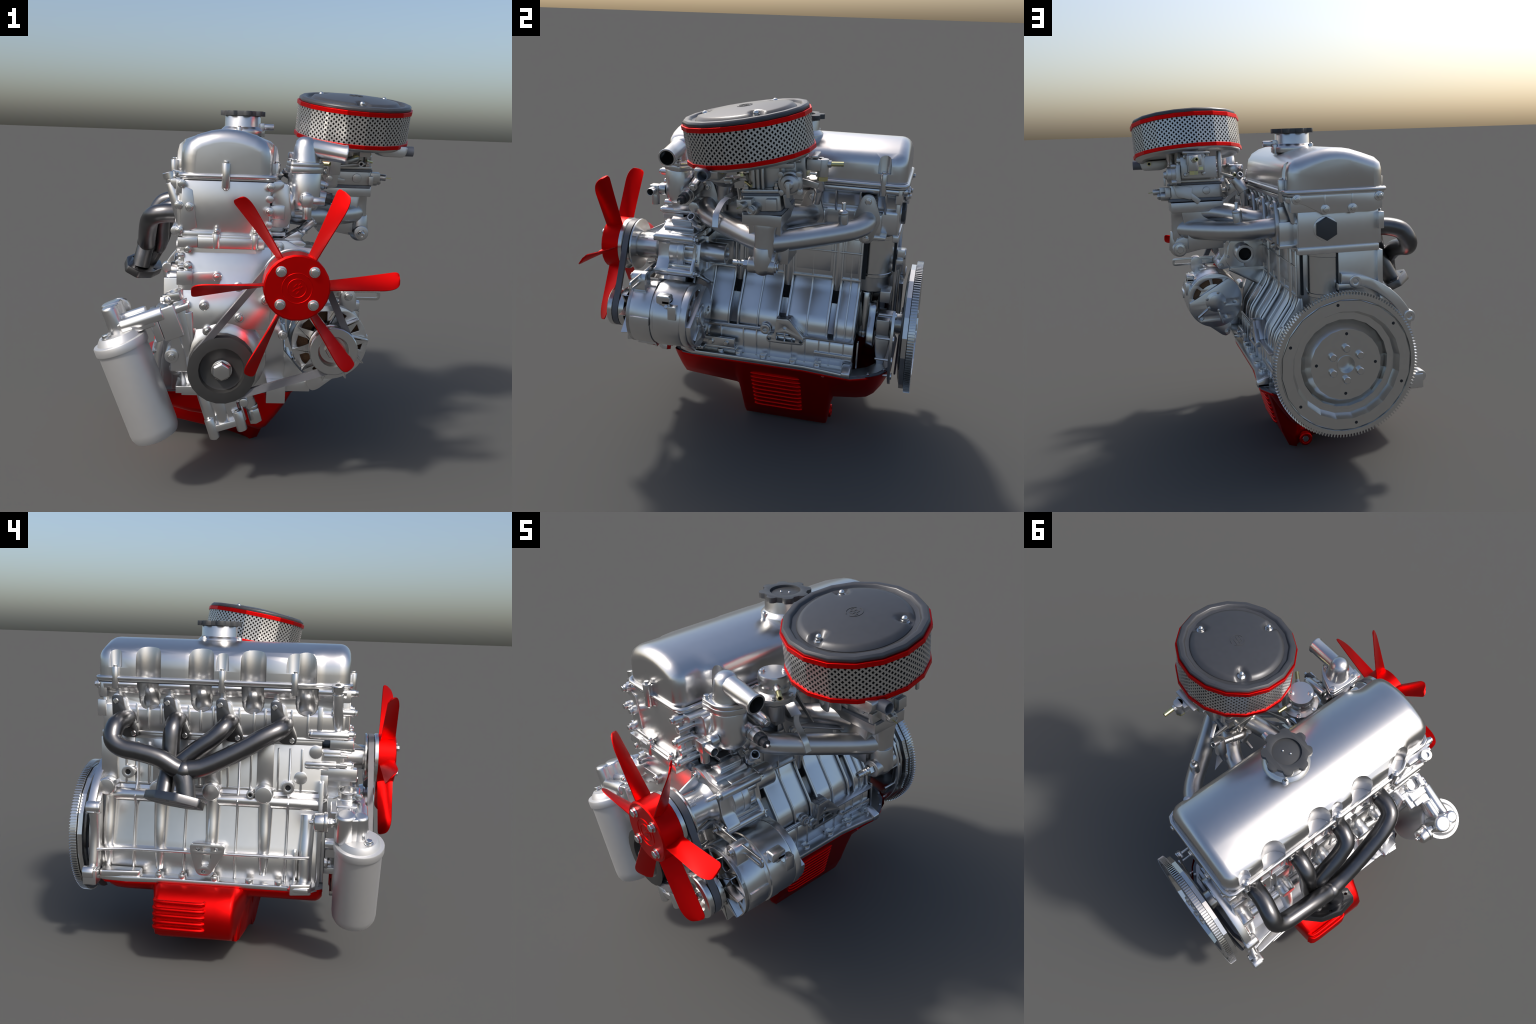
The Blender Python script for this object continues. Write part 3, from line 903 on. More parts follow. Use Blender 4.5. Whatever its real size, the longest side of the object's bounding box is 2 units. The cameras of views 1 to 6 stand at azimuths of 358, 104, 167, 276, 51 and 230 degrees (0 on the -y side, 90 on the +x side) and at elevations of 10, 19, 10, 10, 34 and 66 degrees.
# ------------------------------------------------------------------ exhaust manifold
def exhaust():
    p = Part()
    r = .050
    J = V((-.668, .255, 1.085))
    o1, o2 = V((-.700, .228, .948)), V((-.668, .355, .955))
    runs = [
        [(-.44, .622, 1.325), (-.53, .624, 1.322), (-.608, .636, 1.297), (-.650, .634, 1.236), (-.667, .58, 1.196), (-.671, .48, 1.178), (-.672, .38, 1.152), (-.671, .30, 1.108), tuple(J), (-.684, .238, 1.02), tuple(o1)],
        [(-.44, -.250, 1.328), (-.518, -.248, 1.325), (-.574, -.225, 1.310), (-.608, -.150, 1.272), (-.628, -.05, 1.212), (-.644, .06, 1.153), (-.656, .16, 1.108), tuple(J), (-.684, .238, 1.02), tuple(o1)],
        [(-.44, .335, 1.330), (-.495, .336, 1.325), (-.548, .340, 1.285), (-.566, .343, 1.20), (-.580, .345, 1.12), (-.62, .350, 1.04), tuple(o2)],
        [(-.44, .045, 1.330), (-.495, .047, 1.328), (-.546, .065, 1.302), (-.566, .12, 1.250), (-.577, .20, 1.190), (-.585, .275, 1.125), (-.600, .325, 1.07), (-.62, .350, 1.04)],
    ]
    for i, q in enumerate(runs):
        p.tube(q, r if i < 2 else .048, n=24, k=6)
    p.sphere(J + V((0, -.005, .005)), .056, 20)
    man = p.done("exhaust_manifold", EXH, ENGINE, smooth=60)
    for y in (.622, .335, .045, -.250):
        q = Part()
        outl = [(y + .078, 1.452), (y + .018, 1.452), (y + .004, 1.385), (y - .035, 1.34), (y - .072, 1.262), (y - .068, 1.225), (y + .01, 1.225), (y + .055, 1.28), (y + .072, 1.35)]
        q.prism(roundpoly(outl, .018, 3), (-.462, 0, 0), Y, Z, .018)
        q.done("port_flange", EXH, man, bevel=.003)
        for dy, z in ((.053, 1.422), (-.046, 1.248)):
            bolt(man, (-.462, y + dy, z), -X, .015, 'pan')
            bolt(man, (-.452, y + dy, z), -X, .012, 'hex')
    # outlet flange
    n = V((-.40, .16, -.90)).normalized()
    u = V((-.30, -.95, .0)); u = (u - n * u.dot(n)).normalized()
    w = n.cross(u)
    q = Part()
    c = (o1 + o2) / 2
    outl = roundpoly([(-.165, -.035), (-.08, -.09), (.05, -.09), (.160, -.045), (.165, .035), (.06, .098), (-.06, .10), (-.165, .04)], .012, 3)
    q.prism(outl, c - n * .005, u, w, .042, holes=[circle2(.005, .075, .010), circle2(.13, -.005, .010), circle2(-.13, .0, .010), circle2(-.0, -.072, .010)])
    q.done("outlet_flange", EXH, man, bevel=.003)
exhaust()

# ------------------------------------------------------------------ intake manifold
def intake():
    p = Part()
    r = .053
    for pts in (
        [(.09, .593, 1.352), (.16, .588, 1.345), (.230, .540, 1.333), (.315, .445, 1.324), (.410, .330, 1.318), (.495, .230, 1.315), (.545, .165, 1.315)],
        [(.09, -.306, 1.352), (.16, -.301, 1.345), (.230, -.258, 1.333), (.315, -.162, 1.324), (.410, -.045, 1.318), (.495, .057, 1.315), (.545, .130, 1.315)]):
        p.tube(pts, r, n=24, k=5)
        p.sphere(pts[-1], r, 20)
    for pts in (
        [(.09, .288, 1.360), (.16, .285, 1.365), (.25, .255, 1.385), (.36, .20, 1.405), (.45, .165, 1.41)],
        [(.09, -.009, 1.360), (.16, -.006, 1.365), (.25, .03, 1.385), (.36, .08, 1.405), (.45, .115, 1.41)]):
        p.tube(pts, r * .98, n=24, k=5)
    man = p.done("intake_manifold", INTAKE, ENGINE, smooth=60)
    q = Part()
    # plenum: flared column under the carburettor
    secs = []
    for z, x0, x1, y0, y1 in ((1.22, .535, .618, .102, .195), (1.30, .50, .614, .100, .198), (1.36, .45, .612, .100, .198), (1.40, .38, .612, .095, .205), (1.43, .33, .610, .08, .22)):
        secs.append([V((a, b, z)) for a, b in roundpoly([(x0, y0), (x1, y0), (x1, y1), (x0, y1)], .035, 3)])
    q.rings(secs)
    q.box((.315, .042, 1.418), (.615, .238, 1.475))
    q.prism(roundpoly([(.315, 1.43), (.325, 1.36), (.40, 1.325), (.54, 1.315), (.56, 1.43)], .02, 3), (0, .222, 0), X, Z, .162)
    # web between the pipes
    q.prism([(.44, 1.30), (.20, 1.345), (.20, 1.365), (.44, 1.38)], (0, .155, 0), X, Z, .012)
    q.prism([(.22, -.10), (.5, .14), (.22, .40), (.30, .14)], (0, 0, 1.345), X, Y, .010)
    # lower cylinder, along y
    q.cyl((.580, .072, 1.205), (.576, .210, 1.203), .043, n=24, c0=.004, c1=.004)
    q.cyl((.576, .145, 1.19), (.572, .145, 1.30), .058, .050, n=24)
    q.sphere((.576, .145, 1.205), .054, 20)
    # heat riser arm reaching back toward the head
    q.prism(roundpoly([(.61, 1.165), (.48, 1.190), (.30, 1.225), (.30, 1.29), (.46, 1.30), (.60, 1.26)], .025, 3), (0, .208, 0), X, Z, .05)
    q.box((.33, .085, 1.205), (.53, .262, 1.31))
    q.done("plenum", INTAKE, man, bevel=.006, seg=2)
    for y in (.593, .288, -.009, -.306):
        q = Part()
        outl = roundpoly([(y - .030, 1.495), (y + .030, 1.495), (y + .075, 1.36), (y + .03, 1.225), (y - .03, 1.225), (y - .075, 1.36)], .028, 4)
        q.prism(outl, (.083, 0, 0), Y, Z, .026)
        q.done("port_flange", INTAKE, man, bevel=.004)
        for z in (1.460, 1.252):
            bolt(man, (.109, y, z), X, .016)
    q = Part()
    q.cyl((.278, .490, 1.36), (.283, .488, 1.428), .026, n=20)
    q.lathe([(.027, 1.428), (.027, 1.437), (.020, 1.446), (.011, 1.450), (.011, 1.487), (.006, 1.487), (.006, 1.47)], (.284, .488, 0), Z, 18)
    q.done("vacuum_nipple", INTAKE, man, bevel=.002)
    q = Part()
    q.cyl((.578, .072, 1.205), (.576, .05, 1.204), .026, n=6)
    q.lathe([(.018, 0), (.018, .012), (.014, .016), (.018, .022), (.014, .03), (.018, .036), (.015, .044), (.015, .06), (.008, .06), (.008, .045)], (.576, .05, 1.204), (-.1, -1, -.05), 18)
    q.done("hose_barb", STEEL, man)
    q = Part()
    q.lathe([(.032, 0), (.032, .008), (.020, .010), (.018, .014)], (.576, .210, 1.203), Y, 24)
    q.done("slotted_plug", STEEL, man)
    # thin bracket strap
    q = Part()
    P = [V((.285, -.13, 1.455)), V((.312, -.155, 1.43)), V((.375, -.165, 1.38)), V((.400, -.162, 1.318))]
    q.rings([[a + d for d in (V((0, -.018, 0)), V((0, .014, 0)), V((.006, .014, .004)), V((.006, -.018, .004)))] for a in catmull(P, 4)])
    q.bar((.20, -.10, 1.47), (.29, -.135, 1.455), .05, .006)
    q.done("strap_bracket", ALU, man)
    q = Part()
    q.prism([(.12, 1.54), (.30, 1.40), (.32, 1.40), (.15, 1.56)], (0, -.05, 0), X, Z, .008)
    q.done("stay_plate", INTAKE, man)
intake()

# ------------------------------------------------------------------ carburettor
TILT = Matrix.Translation(V((.46, .14, 1.47))) @ Matrix.Rotation(math.radians(5), 4, 'X') @ Matrix.Translation(-V((.46, .14, 1.47)))
def carburettor():
    root = bpy.data.objects.new("carburettor", None)
    bpy.context.scene.collection.objects.link(root); root.parent = ENGINE
    def T(part):
        part.v = [TILT @ p for p in part.v]
        return part
    g = Part()
    g.prism(roundpoly([(.312, .040), (.618, .040), (.618, .240), (.312, .240)], .02, 3), (0, 0, 1.472), X, Y, .016)
    g.prism(roundpoly([(.312, .040), (.618, .040), (.618, .240), (.312, .240)], .02, 3), (0, 0, 1.566), X, Y, .012)
    T(g).done("carburettor_gasket", GASKET, root, bevel=.001)
    p = Part()
    p.prism(roundpoly([(.316, .046), (.612, .046), (.612, .234), (.316, .234)], .02, 3), (0, 0, 1.488), X, Y, .078)
    p.prism(roundpoly([(.322, .045), (.614, .045), (.614, .235), (.322, .235)], .02, 3), (0, 0, 1.578), X, Y, .018)
    for x in (.41, .53):
        p.cyl((x, .235, 1.53), (x, .243, 1.53), .022, n=20)
        p.cyl((x, .045, 1.53), (x, .036, 1.53), .026, n=20)
    T(p).done("throttle_body", CARB, root, bevel=.004)
    # float bowl and twin barrels
    p = Part()
    p.box((.385, .075, 1.596), (.565, .235, 1.735))
    p.box((.355, .235, 1.60), (.555, .305, 1.72))
    p.cyl((.44, .11, 1.596), (.44, .11, 1.77), .050, n=24)
    p.cyl((.515, .11, 1.596), (.515, .11, 1.77), .046, n=24)
    p.cyl((.47, .17, 1.70), (.47, .17, 1.785), .095, n=28)
    p.box((.375, .07, 1.69), (.575, .30, 1.715))
    for x, y in ((.40, .24), (.56, .24), (.585, .10), (.375, .11), (.33, .26)):
        p.cyl((x, y, 1.60), (x, y, 1.75), .014, n=12)
    p.cyl((.587, .125, 1.596), (.587, .125, 1.76), .011, n=12)
    p.cyl((.592, .150, 1.596), (.592, .150, 1.72), .009, n=12)
    T(p).done("carburettor_body", CARB, root, bevel=.004)
    # accelerator pump housing on the back
    p = Part()
    p.box((.425, .300, 1.632), (.520, .345, 1.735))
    p.cyl((.470, .33, 1.745), (.470, .33, 1.765), .012, n=12)
    p.cyl((.462, .345, 1.705), (.462, .358, 1.705), .022, n=20)
    for x, z in ((.425, 1.72), (.53, 1.72), (.43, 1.625), (.53, 1.62)):
        p.cyl((x, .30, z), (x, .325, z), .011, n=12)
    T(p).done("accelerator_pump", CARB, root, bevel=.004)
    p = Part()
    p.pipe((.462, .355, 1.705), (.462, .364, 1.705), .013, .008, 16, .008)
    p.box((.435, .343, 1.642), (.505, .348, 1.660))
    T(p).done("brass_jet", BRASS, root)
    # choke diaphragm on +x
    p = Part()
    p.lathe([(.058, 0), (.058, .022), (.047, .024), (.043, .045), (.024, .05), (.018, .065), (.0, .066)], (.585, .285, 1.625), X, 26)
    for a in range(4):
        t = pi / 4 + a * pi / 2
        p.cyl((.583, .285 + .062 * math.cos(t), 1.625 + .062 * math.sin(t)), (.612, .285 + .062 * math.cos(t), 1.625 + .062 * math.sin(t)), .014, n=12)
    p.box((.640, .275, 1.565), (.652, .292, 1.635))
    p.box((.56, .235, 1.575), (.59, .335, 1.675))
    T(p).done("choke_housing", CARB, root, bevel=.002)
    # fuel inlet
    p = Part()
    p.box((.45, .33, 1.69), (.53, .40, 1.745))
    p.cyl((.497, .405, 1.66), (.497, .405, 1.745), .028, n=18)
    p.cyl((.497, .385, 1.722), (.495, .445, 1.722), .019, n=6)
    p.bar((.40, .36, 1.755), (.55, .37, 1.76), .03, .012)
    p.done("fuel_inlet", CARB, root, bevel=.004)
    p = Part()
    p.pipe((.495, .44, 1.722), (.489, .502, 1.725), .0115, .007, 16)
    p.cyl((.497, .405, 1.640), (.497, .405, 1.662), .026, n=6)
    p.done("brass_pipe", BRASS, root)
    # idle solenoid and levers on +x face
    p = Part()
    p.cyl((.605, .115, 1.508), (.660, .105, 1.508), .030, .026, n=20)
    p.cyl((.655, .106, 1.508), (.675, .102, 1.508), .022, n=6)
    p.box((.612, .17, 1.500), (.640, .222, 1.556))
    p.box((.61, .055, 1.512), (.665, .108, 1.56))
    p.cyl((.66, .075, 1.536), (.70, .062, 1.534), .018, n=16)
    p.box((.595, .02, 1.495), (.62, .11, 1.545))
    p.pipe((.67, .104, 1.508), (.68, .102, 1.508), .016, .010, 16, .008)
    T(p).done("idle_solenoid", CARB, root, bevel=.003)
    p = Part(); p.cyl((.70, .062, 1.534), (.728, .055, 1.532), .003, n=8)
    p.cyl((.50, .02, 1.655), (.60, .05, 1.665), .008, n=10); p.cyl((.58, .06, 1.628), (.62, .10, 1.615), .007, n=10)
    T(p).done("brass_pin", BRASS, root)
    p = Part()
    p.bar((.38, .035, 1.60), (.385, .03, 1.50), .01, .05, up=X)
    p.bar((.34, .03, 1.53), (.46, .03, 1.515), .006, .02)
    p.prism(roundpoly([(.36, 1.47), (.42, 1.48), (.42, 1.55), (.33, 1.55)], .01, 2), (0, .032, 0), X, Z, .008)
    p.bar((.56, .245, 1.555), (.455, .25, 1.465), .008, .03)
    p.prism(roundpoly([(.50, 1.48), (.58, 1.50), (.60, 1.57), (.49, 1.55)], .01, 2), (0, .252, 0), X, Z, .006)
    p.cyl((.30, .05, 1.53), (.345, .06, 1.53), .03, n=18)
    p.cyl((.29, .18, 1.53), (.32, .18, 1.53), .014, n=14)
    p.bar((.28, .10, 1.56), (.285, .22, 1.53), .008, .03)
    p.bar((.33, .31, 1.62), (.28, .37, 1.60), .02, .012)
    p.bar((.30, .25, 1.58), (.30, .36, 1.545), .012, .03)
    T(p).done("throttle_lever", CARB, root, bevel=.002)
    for x, y in ((.590, .065), (.590, .215)):
        bolt(root, TILT @ V((x, y, 1.596)), TILT.to_3x3() @ Z, .018, 'stud')
    # front linkage
    p = Part()
    p.cyl((.36, -.02, 1.60), (.56, -.02, 1.62), .008, n=10)
    p.cyl((.44, -.03, 1.63), (.52, .06, 1.64), .02, n=14)
    p.box((.36, -.05, 1.56), (.42, .02, 1.66))
    p.box((.52, -.05, 1.66), (.58, .02, 1.70))
    p.pipe((.53, -.02, 1.625), (.53, -.06, 1.622), .016, .008, 14, .02)
    p.prism(roundpoly([(.35, 1.50), (.40, 1.49), (.42, 1.58), (.35, 1.62)], .012, 2), (0, -.03, 0), X, Z, .01)
    p.cyl((.365, -.045, 1.535), (.365, -.015, 1.535), .016, n=14)
    p.cyl((.32, -.01, 1.56), (.345, -.04, 1.575), .015, n=12)
    T(p).done("choke_linkage", CARB, root, bevel=.003)
    # breather tee behind the carburettor
    p = Part()
    p.cyl((.255, .325, 1.605), (.215, .345, 1.530), .032, n=18)
    p.pipe((.245, .33, 1.60), (.236, .378, 1.63), .017, .011, 16)
    p.cyl((.24, .33, 1.59), (.225, .22, 1.565), .018, n=14)
    p.cyl((.23, .26, 1.575), (.222, .20, 1.56), .022, n=14)
    p.cyl((.222, .345, 1.54), (.21, .33, 1.45), .02, n=14)
    p.cyl((.21, .20, 1.50), (.21, .16, 1.57), .016, n=14)
    p.bar((.23, .20, 1.56), (.30, .17, 1.51), .01, .05)
    p.done("breather_tee", INTAKE, root, bevel=.002)
carburettor()

# ------------------------------------------------------------------ air cleaner
AX = V((.0495, -.164, .985)).normalized()
AC = V((.4935, .016, 1.940))          # lid plane centre
def air_cleaner():
    u, w, a = frame(AX)
    NS = 18
    root = bpy.data.objects.new("air_cleaner", None)
    bpy.context.scene.collection.objects.link(root); root.parent = ENGINE
    T0 = math.radians(4)
    # lid
    p = Part()
    p.lathe([(.300, -.016), (.309, -.012), (.309, .002), (.300, .010), (.286, .012), (.276, .010), (.268, -.002), (.262, -.004), (.0, -.004)], AC, AX, NS, T0)
    lid = p.done("air_cleaner_lid", LID, root, bevel=.003, smooth=32)
    # raised dome with three keyhole reliefs
    nuts = []
    for q in ((.494, -.191, 1.924), (.674, .115, 1.966), (.316, .115, 1.984)):
        d = V(q) - AC
        nuts.append((d.dot(u), d.dot(w)))
    p = Part()
    NR, NA = 16, 120
    rings = []
    for i in range(NR + 1):
        r = .246 * i / NR
        ring = []
        for j in range(NA):
            t = 2 * pi * j / NA
            x, y = r * math.cos(t), r * math.sin(t)
            h = .018 + .018 * (1 - (r / .246) ** 2)
            h *= smooth01((.250 - r) / .022)
            for nx, ny in nuts:
                nr = math.hypot(nx, ny)
                al = (x * nx + y * ny) / nr - nr          # outward distance past the nut
                ac = abs(x * -ny + y * nx) / nr
                dd = math.hypot(max(0, -al), ac) if al < 0 else ac
                h *= smooth01((dd - .018) / .018)
            ring.append(AC + u * x + w * y + a * (h - .0035))
        rings.append(ring)
    p.rings(rings, cap0=True, cap1=False)
    p.done("lid_dome", LID, lid, smooth=70)
    for nx, ny in nuts:
        bolt(lid, AC + u * nx + w * ny - a * .003, AX, .0165, 'dome', name="dome_nut")
    # emblem: open ring with a broken square lattice
    e = Part()
    up = (V((.1, .99, 0)) - AX * V((.1, .99, 0)).dot(AX)).normalized()
    rt = up.cross(AX)
    base = AC + a * .0310
    def stroke(x0, y0, x1, y1, t=.0035):
        e.bar(base + rt * x0 + up * y0, base + rt * x1 + up * y1, t, .006, up=AX)
    for k in range(40):
        t0, t1 = 2 * pi * k / 40, 2 * pi * (k + 1) / 40
        if k in (11, 12, 13, 28, 29, 30, 31): continue
        stroke(.036 * math.cos(t0), .036 * math.sin(t0), .036 * math.cos(t1), .036 * math.sin(t1))
    for cx, cy in ((-.016, .008), (.004, .008), (-.004, -.010), (.016, -.010)):
        s = .0085
        stroke(cx - s, cy - s, cx + s, cy - s, .0025); stroke(cx - s, cy + s, cx + s, cy + s, .0025)
        stroke(cx - s, cy - s, cx - s, cy + s, .0025); stroke(cx + s, cy - s, cx + s, cy + s, .0025)
    e.done("emblem", BLACK, lid)
    # red bands
    for h0, h1 in ((-.036, -.013), (-.205, -.184)):
        q = Part()
        q.lathe([(.318, h0), (.318, h1), (.300, h1), (.300, h0)], AC, AX, NS, T0, closed=True)
        q.done("red_band", RED, root, bevel=.002, smooth=15)
    # perforated screen, diamond holes
    q = Part()
    ang = [T0 + 2 * pi * k / NS for k in range(NS)]
    corners = [u * math.cos(t) * .312 + w * math.sin(t) * .312 for t in ang]
    NC, PV = 72, .0245
    h_top, h_bot = -.030, -.190
    def P(c, h, dr=0):
        k = c / NC * NS
        i = int(math.floor(k)); f = k - i
        v = corners[i % NS] * (1 - f) + corners[(i + 1) % NS] * f
        return AC + v * (1 - dr) + a * max(h_bot, min(h_top, h))
    rows = int((h_top - h_bot) / PV * 2) + 2
    for i in range(rows):
        hc = h_top - i * PV / 2
        for c in range(NC):
            cc = c + (0.5 if i % 2 else 0.0)
            out = [(cc - .5, hc), (cc, hc - PV / 2), (cc + .5, hc), (cc, hc + PV / 2)]
            inn = [(cc + (x - cc) * .50, hc + (y - hc) * .64) for x, y in out]
            if hc + PV / 2 > h_top + .001 and i: continue
            vs = [P(x, y) for x, y in out] + [P(x, y) for x, y in inn] + [P(x, y, .016) for x, y in inn]
            fs = []
            for j in range(4):
                m = (j + 1) % 4
                fs += [(j, m, 4 + m, 4 + j), (4 + j, 4 + m, 8 + m, 8 + j)]
            q.add(vs, fs)
    sc = q.done("perforated_screen", CARB, root, smooth=50, weld=True)
    sc["kind"] = "stuff"
    q = Part()
    q.lathe([(.290, -.20), (.290, -.014), (.05, -.014), (.05, -.20)], AC, AX, NS * 2, T0, closed=True)
    q.done("filter_element", PAPER, root)
    # base dish
    q = Part()
    q.lathe([(.0, -.206), (.235, -.206), (.262, -.210), (.274, -.222), (.288, -.224), (.302, -.216), (.308, -.208), (.308, -.198), (.0, -.198)], AC, AX, 36, T0)
    q.cyl(AC + AX * -.26 , AC + AX * -.202, .11, n=28)
    q.done("air_cleaner_base", CARB, root, bevel=.003)
    # cold-air snout
    q = Part()
    q.prism(roundpoly([(.60, 1.712), (.60, 1.665), (.64, 1.650), (.745, 1.650), (.760, 1.675), (.764, 1.706)], .015, 3), (0, -.035, 0), X, Z, .115)
    q.done("snout_box", CARB, root, bevel=.006)
    q = Part()
    q.pipe((.74, -.095, 1.682), (.803, -.095, 1.682), .027, .022, 20)
    q.done("snout_pipe", GASKET, root)
    q = Part(); q.cyl((.71, -.04, 1.69), (.71, -.022, 1.69), .012, n=14); q.done("brass_jet", BRASS, root)
    q = Part(); q.cyl((.71, -.023, 1.69), (.71, -.021, 1.69), .008, n=14); q.done("jet_bore", DARK, root)
air_cleaner()

# ------------------------------------------------------------------ fan, pulleys and belt
FX, FZ = .123, 1.083
def fan():
    p = Part()
    p.lathe([(.0, .0), (.143, .0), (.150, .006), (.150, .105), (.0, .106)], (FX, -.898, FZ), Y, 24, turn=.13)
    hub = p.done("fan", RED, ENGINE, smooth=32)
    # twisted blade built at angle 0, copied
    b = Part()
    rings = []
    secs = []
    for i in range(25):
        t = 1 - (1 - i / 24) ** 1.5
        r = .135 + (.470 - .135) * t
        secs.append((r, t))
    for r, t in secs:
        y0, y1 = -.890 + .003 * t, -.800 - .016 * t
        t0 = -.010
        t1 = .014 + .050 * t ** 1.1
        # rounded tip: trailing the front corner
        f0 = 0.0
        if t > .72:
            k = (t - .72) / .28
            f0 = 1 - math.sqrt(max(0, 1 - k ** 2))
        f1 = 0 if t < .93 else (1 - math.sqrt(max(0, 1 - ((t - .93) / .07) ** 2))) * .12
        f0 *= .60
        ring = []
        m = 7
        top, bot = [], []
        for j in range(m):
            s = f0 + (1 - f1 - f0) * j / (m - 1)
            camber = .010 * math.sin(pi * s)
            q = V((r, y0 + (y1 - y0) * s - camber * .4, t0 + (t1 - t0) * s - camber))
            th = .0055 * (.35 + .65 * math.sin(pi * (j + .35) / (m - .3)))
            nrm = V((0, -(t1 - t0), (y1 - y0))).normalized()
            top.append(q + nrm * th); bot.append(q - nrm * th)
        rings.append(top + bot[::-1])
    b.rings(rings)
    o = b.done("fan_blade", RED, hub, smooth=55)
    me = o.data
    for i in range(6):
        ob = o if i == 0 else o.copy()
        if i: bpy.context.scene.collection.objects.link(ob)
        ob.parent = hub
        ob.matrix_local = Matrix.Translation(V((FX, 0, FZ))) @ Matrix.Rotation(-math.radians(0.8 + 60 * i), 4, 'Y')
    for x in (.050, .198):
        for z in (1.008, 1.157):
            bolt(hub, (x, -.898, z), -Y, .0205)
    # embossed rings and lattice mark
    e = Part()
    for R in (.068, .042):
        e.tube([(FX + R * math.cos(2 * pi * k / 40), -.8985, FZ + R * math.sin(2 * pi * k / 40)) for k in range(40)], .0016, n=6, closed=True)
    for x0, z0, x1, z1 in ((-.015, .004, .0, .019), (.006, .012, .016, .022), (-.018, -.016, .0, .0), (0, -.006, .014, .008), (.012, -.002, .024, .010), (-.002, -.026, .010, -.014)):
        e.bar((FX + x0, -.8985, FZ + z0), (FX + x1, -.8985, FZ + z1), .003, .004, up=Y)
    e.done("hub_emblem", RED, hub)

    p = Part()
    p.lathe([(.0, -.792), (.150, -.792), (.150, -.772), (.138, -.762), (.128, -.755), (.128, -.742), (.138, -.734), (.150, -.722), (.148, -.714), (.082, -.712), (.0, -.712)], (FX, 0, FZ), Y, 30)
    p.done("water_pump_pulley", STEEL, ENGINE, smooth=30)
    p = Part()
    p.lathe([(.0, -.735), (.054, -.735), (.060, -.738), (.094, -.738), (.103, -.742), (.107, -.760), (.110, -.768), (.160, -.768), (.162, -.7675), (.162, -.767), (.150, -.762), (.140, -.755), (.140, -.742), (.150, -.734), (.162, -.724), (.162, -.690), (.0, -.690)], (-.200, 0, CZ), Y, 22)
    pul = p.done("crank_pulley", PULLEY, ENGINE, smooth=30)
    q = Part()
    q.cyl((-.200, -.722, CZ), (-.200, -.760, CZ), .050, .050, n=20)
    q.cyl((-.200, -.760, CZ), (-.200, -.788, CZ), .048, n=6, c1=.010, turn=pi / 6)
    q.done("crank_bolt", STEEL, pul, bevel=.003)
    # V belt: hull of three circles
    C = [(V((FX, FZ)), .146), (V((-.200, CZ)), .158), (V((.320, .761)), .108)]
    pts = []
    for c, r in C:
        for k in range(120):
            t = 2 * pi * k / 120
            pts.append((c.x + r * math.cos(t), c.y + r * math.sin(t)))
    pts = sorted(set(pts))
    def half(P):
        h = []
        for q in P:
            while len(h) >= 2 and (h[-1][0] - h[-2][0]) * (q[1] - h[-2][1]) - (h[-1][1] - h[-2][1]) * (q[0] - h[-2][0]) <= 0: h.pop()
            h.append(q)
        return h[:-1]
    hull = half(pts) + half(pts[::-1])
    n = len(hull)
    inn = []
    for i in range(n):
        a, b2 = V(hull[i - 1]), V(hull[(i + 1) % n])
        d = (b2 - a).normalized()
        nn = V((-d.y, d.x))
        inn.append(tuple(V(hull[i]) + nn * .032))
    q = Part()
    y0, y1 = -.7645, -.7315
    rings = []
    for i in range(n):
        o, v = hull[i], inn[i]
        rings.append([V((o[0], y0, o[1])), V((o[0], y1, o[1])), V((v[0], y1 - .006, v[1])), V((v[0], y0 + .006, v[1]))])
    q.rings(rings, closed=True)
    q.done("drive_belt", RUBBER, ENGINE, smooth=30)
fan()

